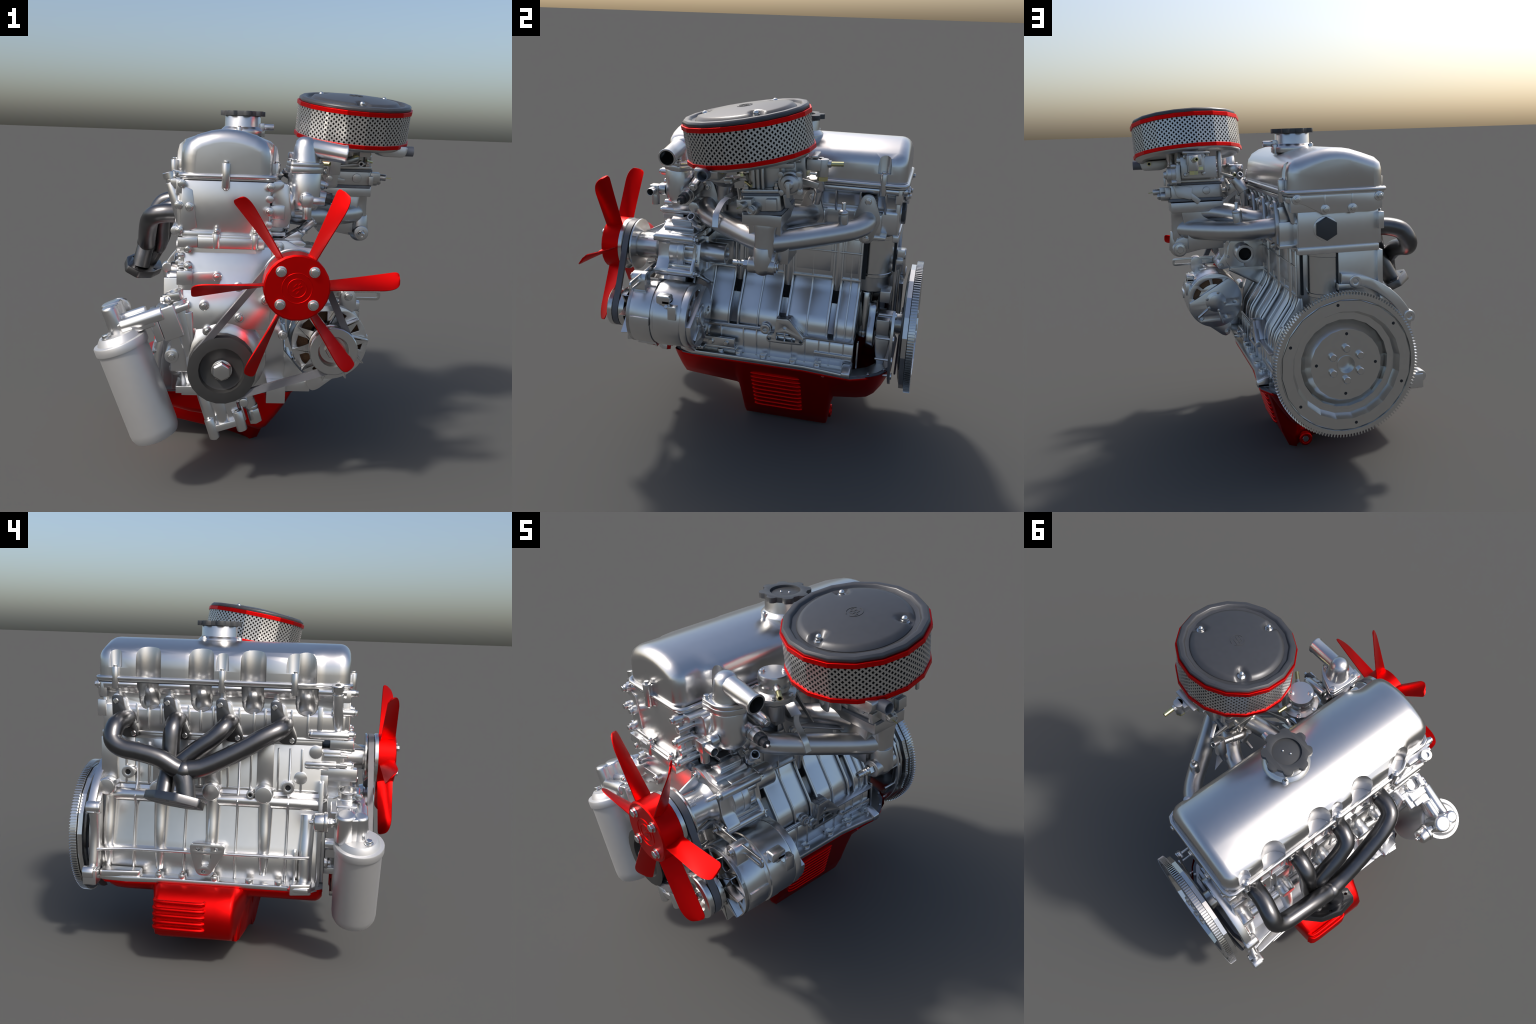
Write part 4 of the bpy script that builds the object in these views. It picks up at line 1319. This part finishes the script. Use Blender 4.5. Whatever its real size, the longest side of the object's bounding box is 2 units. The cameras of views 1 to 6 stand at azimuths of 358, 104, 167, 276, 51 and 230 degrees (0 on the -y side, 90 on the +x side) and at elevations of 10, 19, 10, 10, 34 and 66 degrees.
# ------------------------------------------------------------------ water pump
def water_pump():
    p = Part()
    p.lathe([(.0, -.715), (.074, -.715), (.076, -.70), (.076, -.60), (.085, -.575), (.10, -.56), (.105, -.545), (.105, -.50), (.0, -.50)], (FX, 0, FZ), Y, 32)
    body = [(.03, 1.245), (.10, 1.245), (.155, 1.215), (.235, 1.210), (.268, 1.19), (.262, 1.165), (.225, 1.15), (.24, 1.06), (.285, 1.005), (.28, .965), (.245, .962), (.17, .98), (.10, .955), (.03, .955), (.01, 1.0), (.02, 1.10), (.0, 1.20)]
    p.prism(roundpoly(body, .015, 3), (0, -.485, 0), X, Z, .075)
    p.prism(roundpoly(body, .015, 3), (0, -.335, 0), X, Z, .02)
    # impeller housing and drum
    p.cyl((FX + .035, -.49, FZ), (FX + .035, -.395, FZ), .098, n=30)
    p.cyl((FX + .035, -.44, FZ), (FX + .035, -.40, FZ), .104, n=30)
    p.cyl((FX + .03, -.40, FZ), (FX + .03, -.33, FZ), .07, n=24)
    p.box((.0, -.49, .985), (.10, -.32, 1.20))
    p.box((.02, -.488, 1.15), (.235, -.338, 1.212))
    p.box((.05, -.488, .975), (.25, -.338, 1.03))
    p.box((-.03, -.40, .97), (.11, -.30, 1.17))
    wp = p.done("water_pump", ALU, ENGINE, bevel=.006, seg=2)
    q = Part()
    for x, z in ((.245, 1.185), (.262, .990)):
        q.cyl((x, -.565, z), (x, -.340, z), .024, n=18)
    q.cyl((.063, -.57, 1.213), (.063, -.40, 1.213), .024, n=18)
    q.cyl((.058, -.50, .972), (.058, -.33, .972), .022, n=18)
    for z in (1.13, 1.05):
        q.cyl((.215, -.40, z), (.215, -.345, z), .020, n=16)
    q.tube([(.19, -.60, 1.15), (.215, -.52, 1.165), (.23, -.44, 1.17)], .012, n=10, k=3)
    q.prism([(-.71, 1.145), (-.56, 1.225), (-.53, 1.225), (-.53, 1.14)], (.06, 0, 0), Y, Z, .012)
    q.prism([(-.66, .99), (-.52, .955), (-.52, 1.02)], (.15, 0, 0), Y, Z, .03)
    q.done("pump_boss", ALU, wp, bevel=.003)
    for x, z in ((.245, 1.185), (.262, .990), (.058, .972), (.215, 1.05)):
        bolt(wp, (x, -.340 if z not in (.972,) else -.33, z), Y, .017, 'stud')
    bolt(wp, (.245, -.565, 1.185), -Y, .014); bolt(wp, (.063, -.57, 1.213), -Y, .014); bolt(wp, (.262, -.565, .99), -Y, .013)
    q = Part()
    q.pipe((.125, -.34, 1.083), (.126, -.182, 1.083), .060, .041, 28, .09)
    q.cyl((.125, -.34, 1.083), (.125, -.265, 1.083), .052, n=28)
    q.prism(roundpoly([(.05, 1.15), (.20, 1.16), (.235, 1.02), (.20, .965), (.03, .965), (.03, 1.12)], .02, 3), (0, -.315, 0), X, Z, .03)
    q.done("pump_inlet", ALU, wp, bevel=.003)
    q = Part(); q.cyl((.126, -.255, 1.083), (.126, -.240, 1.083), .0405, n=24); q.done("inlet_shade_disc", DARK, wp)  # black disc placed in the pipe to darken its depth
    # rear bracket leg down to the block
    q = Part()
    q.prism([(-.04, .975), (.215, .975), (.16, .935), (.0, .845), (-.04, .845)], (0, -.300, 0), X, Z, .045)
    q.cyl((.21, -.33, .965), (.02, -.33, .86), .012, n=10)
    q.done("pump_bracket", ALU, wp, bevel=.004)
    # passage to the thermostat side
    q = Part()
    q.prism(roundpoly([(-.02, 1.235), (.17, 1.245), (.20, 1.225), (.17, 1.20), (-.02, 1.20)], .01, 2), (0, -.36, 0), X, Z, .18)
    q.prism([(.08, 1.24), (.155, 1.285), (.18, 1.27), (.17, 1.24)], (0, -.38, 0), X, Z, .12)
    q.cyl((.04, -.33, 1.20), (.24, -.33, 1.20), .008, n=10)
    q.done("pump_passage", ALU, wp, bevel=.005)
    q = Part()
    q.pipe((.185, -.335, 1.262), (.251, -.355, 1.322), .023, .017, 20)
    q.cyl((.165, -.33, 1.235), (.19, -.337, 1.268), .028, n=18)
    q.bar((.19, -.36, 1.262), (.21, -.30, 1.255), .035, .02)
    q.done("heater_spigot", ALU, wp, bevel=.002)
    # small cast lettering on the neck
    q = Part()
    for row, x in ((0, .150), (1, .170)):
        for i in range(14):
            if i in (5, 6) and row == 0: continue
            if row == 1 and i > 6: break
            y = -.70 + i * .0075
            zz = FZ + math.sqrt(max(0, .0765 ** 2 - (x - FX) ** 2))
            q.box((x - .006, y, zz - .004), (x + .006, y + .0028, zz + .0015))
    o = q.done("cast_lettering", ALU, wp); o["kind"] = "stuff"
water_pump()

# ------------------------------------------------------------------ alternator
def alternator():
    cx, cz = .318, .763
    c = (cx, 0, cz)
    p = Part()
    # centre stator ring and rear housing
    p.lathe([(.0, -.509), (.178, -.509), (.180, -.500), (.180, -.492), (.186, -.488), (.186, -.430), (.183, -.42), (.183, -.345), (.179, -.336), (.0, -.336)], c, Y, 40)
    body = p.done("alternator", ALU, ENGINE, smooth=30)
    # front housing ring with windows
    q = Part()
    outer = circle2(cx, cz, .184, 48)
    holes = []
    for k in range(10):
        a0 = 2 * pi * k / 10
        w = .21
        holes.append([(cx + r * math.cos(a0 + s), cz + r * math.sin(a0 + s)) for r, s in ((.156, -w), (.160, 0), (.156, w), (.098, w * .75), (.095, 0), (.098, -w * .75))])
    q.prism(outer, (0, -.625, 0), X, Z, .022, holes=holes)
    q.lathe([(.184, -.646), (.184, -.510), (.172, -.510), (.160, -.645)], c, Y, 48, closed=True)
    for k in range(5):
        a0 = math.radians(75 + k * 72)
        x, z = cx + .172 * math.cos(a0), cz + .172 * math.sin(a0)
        t = V((-math.sin(a0), 0, math.cos(a0))); rr = V((math.cos(a0), 0, math.sin(a0)))
        pts = [V((x, y, z)) + t * s + rr * h for y in (-.62, -.51) for s, h in ((-.028, -.01), (.028, -.01), (.022, .020), (-.022, .020))]
        q.rings([pts[:4], pts[4:]])
    q.done("front_housing", ALU, body, bevel=.003)
    q = Part()
    q.lathe([(.100, -.60), (.165, -.60), (.165, -.52), (.100, -.52)], c, Y, 40, closed=True)
    q.done("stator_winding", COPPER, body)
    q = Part(); q.cyl((cx, -.56, cz), (cx, -.51, cz), .10, n=30); q.done("rotor", DARK, body)
    # rear end cap: flat D with vents, chord leaning
    q = Part()
    A, B = math.radians(183), math.radians(403)
    R = .172
    D = [(cx + R * math.cos(-a + pi), cz + R * math.sin(-a + pi)) for a in [math.radians(-42) + (math.radians(196) + math.radians(42)) * i / 30 for i in range(31)]]
    # chord from upper -x side to the +x side, D covers the lower part
    a0, a1 = math.radians(120), math.radians(360)
    D = [(cx + R * math.cos(a0 + (a1 - a0) * i / 32), cz + R * math.sin(a0 + (a1 - a0) * i / 32)) for i in range(33)]
    hol = [circle2(cx + .100, cz - .105, .018, 18), circle2(cx - .062, cz - .103, .018, 18), circle2(cx - .127, cz - .005, .018, 18)]
    q.prism(D, (0, -.272, 0), X, Z, .058, holes=hol)
    q.lathe([(.068, 0), (.068, .006), (.045, .008), (.045, .012), (.0, .012)], (cx, -.272, cz), Y, 28)
    for ang in (105, 255, 20, 320, 190):
        t = math.radians(ang)
        q.cyl((cx + .062 * math.cos(t), -.275, cz + .062 * math.sin(t)), (cx + .062 * math.cos(t), -.262, cz + .062 * math.sin(t)), .010, n=12)
    for ang in (255, 320):
        t = math.radians(ang)
        q.cyl((cx + .07 * math.cos(t), -.270, cz + .07 * math.sin(t)), (cx + .155 * math.cos(t), -.270, cz + .155 * math.sin(t)), .008, n=10)
    # vent plate with three kidney slots
    slots = []
    for m0, m1 in ((8, 38), (46, 76), (84, 112)):
        aa = [math.radians(m0 + (m1 - m0) * i / 6) for i in range(7)]
        slots.append(roundpoly([(cx + .150 * math.cos(t), cz + .150 * math.sin(t)) for t in aa] + [(cx + .112 * math.cos(t), cz + .112 * math.sin(t)) for t in aa[::-1]], .004, 1))
    q.prism(circle2(cx, cz, .180, 48), (0, -.300, 0), X, Z, .035, holes=slots)
    q.done("rear_housing", ALU, body, bevel=.004)
    q = Part(); q.lathe([(.08, -.345), (.162, -.345), (.162, -.325), (.08, -.325)], c, Y, 32, closed=True)
    q.done("stator_winding", COPPER, body)
    # cooling fan and pulley
    q = Part()
    q.cyl((cx, -.690, cz), (cx, -.682, cz), .09, n=24)
    for k in range(10):
        a = 2 * pi * k / 10 + .15
        d, t = V((math.cos(a), 0, math.sin(a))), V((-math.sin(a), 0, math.cos(a)))
        o = V((cx, -.686, cz))
        tri = [o + d * .085 - t * .024, o + d * .182 - t * .004, o + d * .085 + t * .024]
        q.rings([[x - Y * .004 for x in tri], [x + Y * .004 for x in tri]])
        fin = [o + d * .09 + t * .03, o + d * .185 - t * .004, o + d * .180 - t * .004 + Y * .034, o + d * .10 + t * .03 + Y * .036]
        q.rings([fin, [x + t * .004 for x in fin]])
    q.done("cooling_fan", STEEL, body)
    q = Part()
    q.lathe([(.0, -.762), (.062, -.762), (.066, -.772), (.070, -.790), (.074, -.797), (.110, -.797), (.114, -.792), (.112, -.770), (.100, -.762), (.095, -.755), (.095, -.742), (.100, -.734), (.112, -.727), (.112, -.722), (.105, -.70), (.0, -.70)], c, Y, 26)
    pul = q.done("alternator_pulley", STEEL, body, smooth=30)
    q = Part(); q.cyl((cx, -.765, cz), (cx, -.782, cz), .038, n=6, c1=.004); q.cyl((cx, -.78, cz), (cx, -.80, cz), .020, n=14, c1=.004)
    q.done("pulley_nut", STEEL, pul)
    # lugs
    q = Part()
    q.prism(roundpoly([(.355, .93), (.365, 1.005), (.385, 1.025), (.425, 1.02), (.440, .99), (.440, .93), (.41, .90)], .014, 3), (0, -.555, 0), X, Z, .08)
    q.prism(roundpoly([(.21, .60), (.22, .535), (.245, .505), (.275, .515), (.37, .59)], .015, 3), (0, -.33, 0), X, Z, .04)
    q.prism(roundpoly([(.21, .60), (.22, .535), (.245, .505), (.275, .515), (.37, .59)], .015, 3), (0, -.58, 0), X, Z, .04)
    q.done("mounting_lug", ALU, body, bevel=.005)
    bolt(body, (.400, -.635, .992), -Y, .018); bolt(body, (.241, -.330, .535), Y, .018, 'stud')
    # terminals on top of the rear housing
    q = Part()
    q.prism(roundpoly([(-.47, .0), (-.47, .05), (-.39, .05), (-.39, .0)], .01, 2), (.44, 0, .88), Y, Z, .05)
    q.box((.415, -.44, .87), (.49, -.39, .905))
    q.box((.465, -.40, .80), (.505, -.35, .88))
    q.done("terminal_block", ALU, body, bevel=.006)
    bolt(body, (.455, -.415, .905), Z, .010, 'pan'); bolt(body, (.49, -.41, .87), (1, 0, .6), .012, 'pan')
    # slotted adjusting strap
    q = Part()
    q.prism(roundpoly([(.20, .965), (.20, 1.022), (.565, 1.018), (.565, .965)], .024, 5), (0, -.580, 0), X, Z, .009,
            holes=[roundpoly([(.42, .979), (.42, 1.004), (.55, 1.002), (.55, .979)], .011, 4)])
    q.bar((.215, -.565, 1.0), (.26, -.50, .99), .05, .012, up=Z)
    q.done("adjusting_strap", STEEL, body, bevel=.002)
    bolt(body, (.402, -.578, .992), Y, .014, 'stud'); bolt(body, (.23, -.592, .995), -Y, .012, 'stud')
    # lower support bracket on the block
    q = Part()
    q.box((.150, -.318, .52), (.172, -.118, .575))
    q.box((.10, -.318, .50), (.160, -.118, .515))
    q.box((.09, -.59, .49), (.24, -.575, .545))
    q.prism(roundpoly([(.045, .70), (.075, .73), (.105, .70), (.235, .545), (.235, .50), (.05, .50)], .015, 3), (0, -.565, 0), X, Z, .02)
    q.box((.09, -.575, .495), (.20, -.30, .515))
    q.done("alternator_bracket", ALU, block, bevel=.004)
    for y in (-.258, -.165):
        bolt(block, (.172, y, .548), X, .016)
    bolt(block, (.073, -.585, .675), -Y, .0135); bolt(block, (.083, -.585, .552), -Y, .0135)
alternator()

# ------------------------------------------------------------------ oil filter and its housing
def oil_filter():
    O = V((-.505, -.675, .280))
    a = V((-.352, 0, .936)).normalized()
    s = V((a.z, 0, -a.x))          # sideways toward +x
    p = Part()
    p.lathe([(.0, .0), (.085, .0), (.108, .010), (.118, .032), (.121, .06), (.122, .485), (.0, .486)], O, a, 36)
    can = p.done("oil_filter", CAN, ENGINE, smooth=40)
    q = Part()
    fl = Part()
    fl.lathe([(.120, .476), (.130, .478), (.131, .484), (.131, .514), (.128, .519), (.110, .521), (.101, .538), (.090, .551), (.0, .555)], O, a, 36)
    fl.done('filter_lid', CAN, can, smooth=40)
    lidc = O + a * .54
    # two-lobed turret
    t0 = O + a * .53 + s * .005 + Y * .035
    for dy, r, h in ((.042, .053, .160), (-.032, .040, .157)):
        q.cyl(t0 + Y * dy, t0 + Y * dy + a * h, r * 1.03, r, n=28, c1=.010)
    q.rings([[t0 + a * h + s * x + Y * y for x, y in ((-.036, -.03), (.036, -.03), (.045, .03), (-.045, .03))] for h in (0, .150)])
    # arm reaching the block
    q.rings([[O + a * h + s * d + Y * y for y, h in ((-.035, .53), (.075, .53), (.075, .595), (-.035, .595))] for d in (.0, .19)])
    q.rings([[O + a * h + s * d + Y * y for y, h in ((-.030, .45), (.120, .45), (.120, .595), (-.030, .595))] for d in (.165, .205)])
    q.rings([[O + a * h + s * d + Y * y for y, h in ((-.030, .44), (.125, .44), (.125, .600), (-.030, .600))] for d in (.206, .30)])
    q.cyl(O + a * .575 + s * .03 - Y * .01, O + a * .575 + s * .24 - Y * .01, .035, n=20)
    q.cyl(O + a * .60 + s * .03 + Y * .05, O + a * .60 + s * .16 + Y * .05, .025, n=16)
    q.box((-.45, -.65, .60), (-.36, -.50, .95))
    hd = q.done("filter_head", ALU, can, bevel=.010, seg=3)
    bolt(hd, O + a * .553 - s * .045 - Y * .045, a, .020)
    bolt(hd, O, -a, .014, 'stud')
    # leaning housing body on the front of the block
    q = Part()
    q.cyl((-.425, -.605, .955), (-.300, -.605, .50), .062, .045, n=24)
    q.cyl((-.375, -.615, .90), (-.315, -.62, .52), .045, .03, n=18)
    q.cyl((-.46, -.60, .93), (-.35, -.60, .52), .03, .025, n=14)
    q.rings([[V((-.54, y, .845)) , V((-.36, y, .925)), V((-.36, y, .955)), V((-.55, y, .885))] for y in (-.69, -.52)])
    q.done("oil_pump_housing", ALU, can, bevel=.008, seg=3)
    # distributor socket with clamp
    q = Part()
    e = V((-.444, -.607, .990)); d = V((.34, 0, -.94))
    q.pipe(e + d * .10, e, .050, .041, 28, .08)
    q.cyl(e + d * .05, e + d * .10, .058, n=24)
    q.bar(e + d * .028 + V((-.05, -.045, 0)), e + d * .028 + V((.03, -.055, .02)), .03, .035)
    q.bar(e + d * .03 + V((.0, .03, 0)), e + d * .06 + V((.01, .13, -.03)), .05, .012)
    q.cyl(e + V((-.052, -.06, -.03)), e + V((-.03, -.065, -.03)), .020, n=6)
    q.done("distributor_socket", STEEL, can, bevel=.003)
    bolt(can, e + V((-.02, -.062, -.03)), (-.3, -.9, .1), .016); bolt(can, e + d * .05 + V((.05, .05, .02)), (-.34, 0, .94), .012)
    # pressure sender
    q = Part()
    c0, c1 = V((-.714, -.545, .872)), V((-.712, -.418, .866))
    d = (c1 - c0).normalized()
    q.cyl(c0, c0 + d * .03, .020, n=14)
    q.cyl(c0 + d * .012, c0 + d * .035, .026, n=6)
    q.cyl(c0 + d * .035, c0 + d * .055, .055, n=28, c0=.003, c1=.003)
    q.cyl(c0 + d * .055, c0 + d * .108, .050, .047, n=28, c1=.008)
    q.cyl(c0 + d * .108, c0 + d * .118, .016, n=14); q.cyl(c0 + d * .115, c0 + d * .130, .010, n=12)
    q.done("pressure_sender", STEEL, can, bevel=.002)
oil_filter()

# ------------------------------------------------------------------ oil pump under the crank nose
def oil_pump():
    a = V((-.31, 0, .95)).normalized()      # leaning like the filter
    s = V((a.z, 0, -a.x))
    O = V((-.232, -.60, .305))
    def L(x, y, h): return O + s * x + Y * y + a * h
    p = Part()
    def blk(x0, x1, y0, y1, h0, h1):
        p.rings([[L(x, y, h) for x, y in ((x0, y0), (x1, y0), (x1, y1), (x0, y1))] for h in (h0, h1)])
    blk(-.005, .155, -.09, .06, .0, .035)
    blk(.0, .15, -.07, .05, .03, .20)
    blk(.10, .235, -.06, .04, .105, .20)
    p.cyl(L(.005, -.055, .02), L(.005, -.055, .24), .030, n=18)
    p.cyl(L(.06, -.04, .03), L(.06, -.04, .2), .045, n=18)
    for x, y in ((.0, -.075), (.14, -.075), (.14, .04)):
        p.cyl(L(x, y, -.03), L(x, y, .075), .026, n=16)
    p.cyl(L(.205, -.03, .06), L(.205, -.03, .21), .034, n=18)
    p.cyl(L(.185, -.085, .105), L(.185, -.03, .105), .022, n=18)
    blk(.02, .12, -.02, .05, -.01, .0)
    op = p.done("oil_pump", ALU, ENGINE, bevel=.006, seg=2)
    q = Part()
    q.cyl(L(.212, -.03, .065), L(.212, -.03, .05), .032, n=20)
    q.cyl(L(.212, -.03, .05), L(.212, -.03, -.025), .034, n=6, c0=.006)
    q.done("relief_plug", STEEL, op, bevel=.003)
    bolt(op, L(0, -.075, .075), a, .013, 'pan'); bolt(op, L(.14, -.075, .075), a, .013, 'pan')
    bolt(op, L(0, -.075, -.03), -a, .014, 'pan')
oil_pump()

# ------------------------------------------------------------------ thermostat housing
def thermostat():
    c = V((.183, -.440, 0))
    p = Part()
    p.lathe([(.060, 1.385), (.078, 1.41), (.082, 1.44), (.082, 1.57), (.0, 1.571)], c, Z, 32)
    # spout that blends down to the back
    p.cyl((.13, -.44, 1.42), (.02, -.44, 1.40), .075, n=24)
    p.prism(roundpoly([(.02, 1.515), (.105, 1.515), (.12, 1.35), (.10, 1.30), (.02, 1.30)], .02, 3), (0, -.36, 0), X, Z, .16)
    p.box((.005, -.54, 1.34), (.085, -.47, 1.41))
    th = p.done("thermostat_housing", ALU, ENGINE, bevel=.006)
    # three-eared lid
    ears = [(.120, -.505), (.258, -.418), (.120, -.352)]
    q = Part()
    def hullp(r):
        pts = []
        for x, y in ears:
            pts += circle2(x, y, r, 20)
        pts += circle2(c.x, c.y, .088, 32)
        pts = sorted(pts)
        def half(P):
            h = []
            for z in P:
                while len(h) >= 2 and (h[-1][0] - h[-2][0]) * (z[1] - h[-2][1]) - (h[-1][1] - h[-2][1]) * (z[0] - h[-2][0]) <= 0: h.pop()
                h.append(z)
            return h[:-1]
        return half(pts) + half(pts[::-1])
    q.prism(hullp(.024), (0, 0, 1.570), X, Y, .030)
    q.prism(hullp(.021), (0, 0, 1.598), X, Y, .022)
    q.lathe([(.070, 1.615), (.066, 1.63), (.060, 1.66), (.056, 1.695), (.048, 1.722), (.032, 1.738), (.012, 1.744), (.0, 1.744)], c, Z, 32)
    lid = q.done("thermostat_lid", COVER, th, bevel=.004, smooth=50)
    for x, y in ears:
        bolt(lid, (x, y, 1.620), Z, .015)
    q = Part()
    a0, a1 = V((.19, -.440, 1.693)), V((.385, -.438, 1.662))
    u, w, a = frame(a1 - a0)
    Lh = (a1 - a0).length
    q.rings([[a0 + a * h + (u * math.cos(t) + w * math.sin(t)) * r for t in [2 * pi * j / 30 for j in range(30)]] for h, r in
             ((0, .046), (Lh - .014, .044), (Lh - .008, .048), (Lh - .002, .048), (Lh, .046), (Lh, .039), (.03, .038))])
    q.done("coolant_outlet", COVER, th, smooth=40)
    q = Part(); q.cyl(a0 + a * .04, a0 + a * .06, .0385, n=24); q.done("outlet_bore", DARK, th)
    # front elbow
    q = Part()
    q.lathe([(.034, 0), (.034, .03), (.030, .04), (.020, .045)], (.186, -.52, 1.445), -Y, 24)
    q.cyl((.186, -.54, 1.445), (.186, -.60, 1.443), .020, n=18)
    q.box((.160, -.612, 1.413), (.212, -.562, 1.467))
    q.pipe((.20, -.587, 1.441), (.268, -.587, 1.440), .0215, .017, 20)
    q.pipe((.186, -.587, 1.42), (.187, -.587, 1.354), .0215, .017, 20)
    q.done("bypass_elbow", COVER, th, bevel=.002)
    # temperature switch
    q = Part()
    d = V((.96, -.08, -.15)).normalized(); o = V((.13, -.355, 1.468))
    q.cyl(o, o + d * .175, .034, n=20)
    q.cyl(o + d * .13, o + d * .145, .040, n=20)
    q.done("switch_body", INTAKE, th, bevel=.002)
    q = Part(); q.cyl(o + d * .175, o + d * .205, .029, n=18); q.cyl(o + d * .2, o + d * .235, .021, n=14)
    q.done("switch_insulator", BLACK, th, bevel=.003)
    q = Part(); q.cyl(o + d * .235, o + d * .255, .009, n=12); q.done("switch_pin", STEEL, th)
    q = Part()
    q.cyl((.16, -.33, 1.535), (.30, -.325, 1.50), .026, n=16)
    q.cyl((.02, -.36, 1.36), (.20, -.36, 1.36), .03, n=16)
    q.box((.09, -.40, 1.28), (.125, -.28, 1.40))
    q.box((.03, -.34, 1.30), (.09, -.22, 1.36))
    q.done("coolant_gallery", ALU, th, bevel=.006)
    bolt(th, (.300, -.325, 1.50), (1, 0, -.2), .018)
thermostat()

# ------------------------------------------------------------------ fuel pump
def fuel_pump():
    c = V((.192, -.181, 0))
    p = Part()
    p.lathe([(.040, 1.42), (.045, 1.50), (.08, 1.525), (.100, 1.535), (.100, 1.548), (.103, 1.549), (.103, 1.563), (.085, 1.568), (.072, 1.580), (.070, 1.600), (.0, 1.601)], c, Z, 32)
    p.box((.165, -.205, 1.40), (.225, -.150, 1.53))
    p.prism(roundpoly([(.0, 1.40), (.17, 1.40), (.20, 1.47), (.17, 1.50), (.0, 1.44)], .02, 3), (0, -.14, 0), X, Z, .08)
    fp = p.done("fuel_pump", INTAKE, ENGINE, bevel=.003)
    q = Part()
    q.lathe([(.0, 1.600), (.072, 1.600), (.074, 1.603), (.074, 1.652), (.070, 1.660), (.0, 1.661)], c, Z, 32)
    q.done("fuel_pump_cap", COVER, fp)
    for sx, sy in ((-.036, -.038), (.03, .04)):
        bolt(fp, c + V((sx, sy, 1.660)), Z, .013)
    for k in range(6):
        t = k * pi / 3 + .3
        bolt(fp, c + V((.092 * math.cos(t), .092 * math.sin(t), 1.562)), Z, .012)
    q = Part()
    q.cyl(c + V((.05, -.03, 1.612)), c + V((.095, -.055, 1.610)), .020, .016, n=16)
    q.cyl(c + V((0, .06, 1.606)), c + V((.002, .10, 1.604)), .018, .014, n=16)
    q.done("fuel_nozzle", INTAKE, fp, bevel=.002)
    q = Part()
    q.pipe(c + V((.09, -.052, 1.610)), c + V((.139, -.084, 1.607)), .0125, .008, 14)
    q.pipe(c + V((.002, .095, 1.604)), c + V((.004, .150, 1.602)), .011, .007, 14)
    q.done("brass_pipe", BRASS, fp)
fuel_pump()

# keep the tree at thing > part > sub-part (all parents stand at the origin)
def depth(o):
    return 0 if o.parent is None else 1 + depth(o.parent)
for o in list(bpy.data.objects):
    while depth(o) > 2:
        o.parent = o.parent.parent
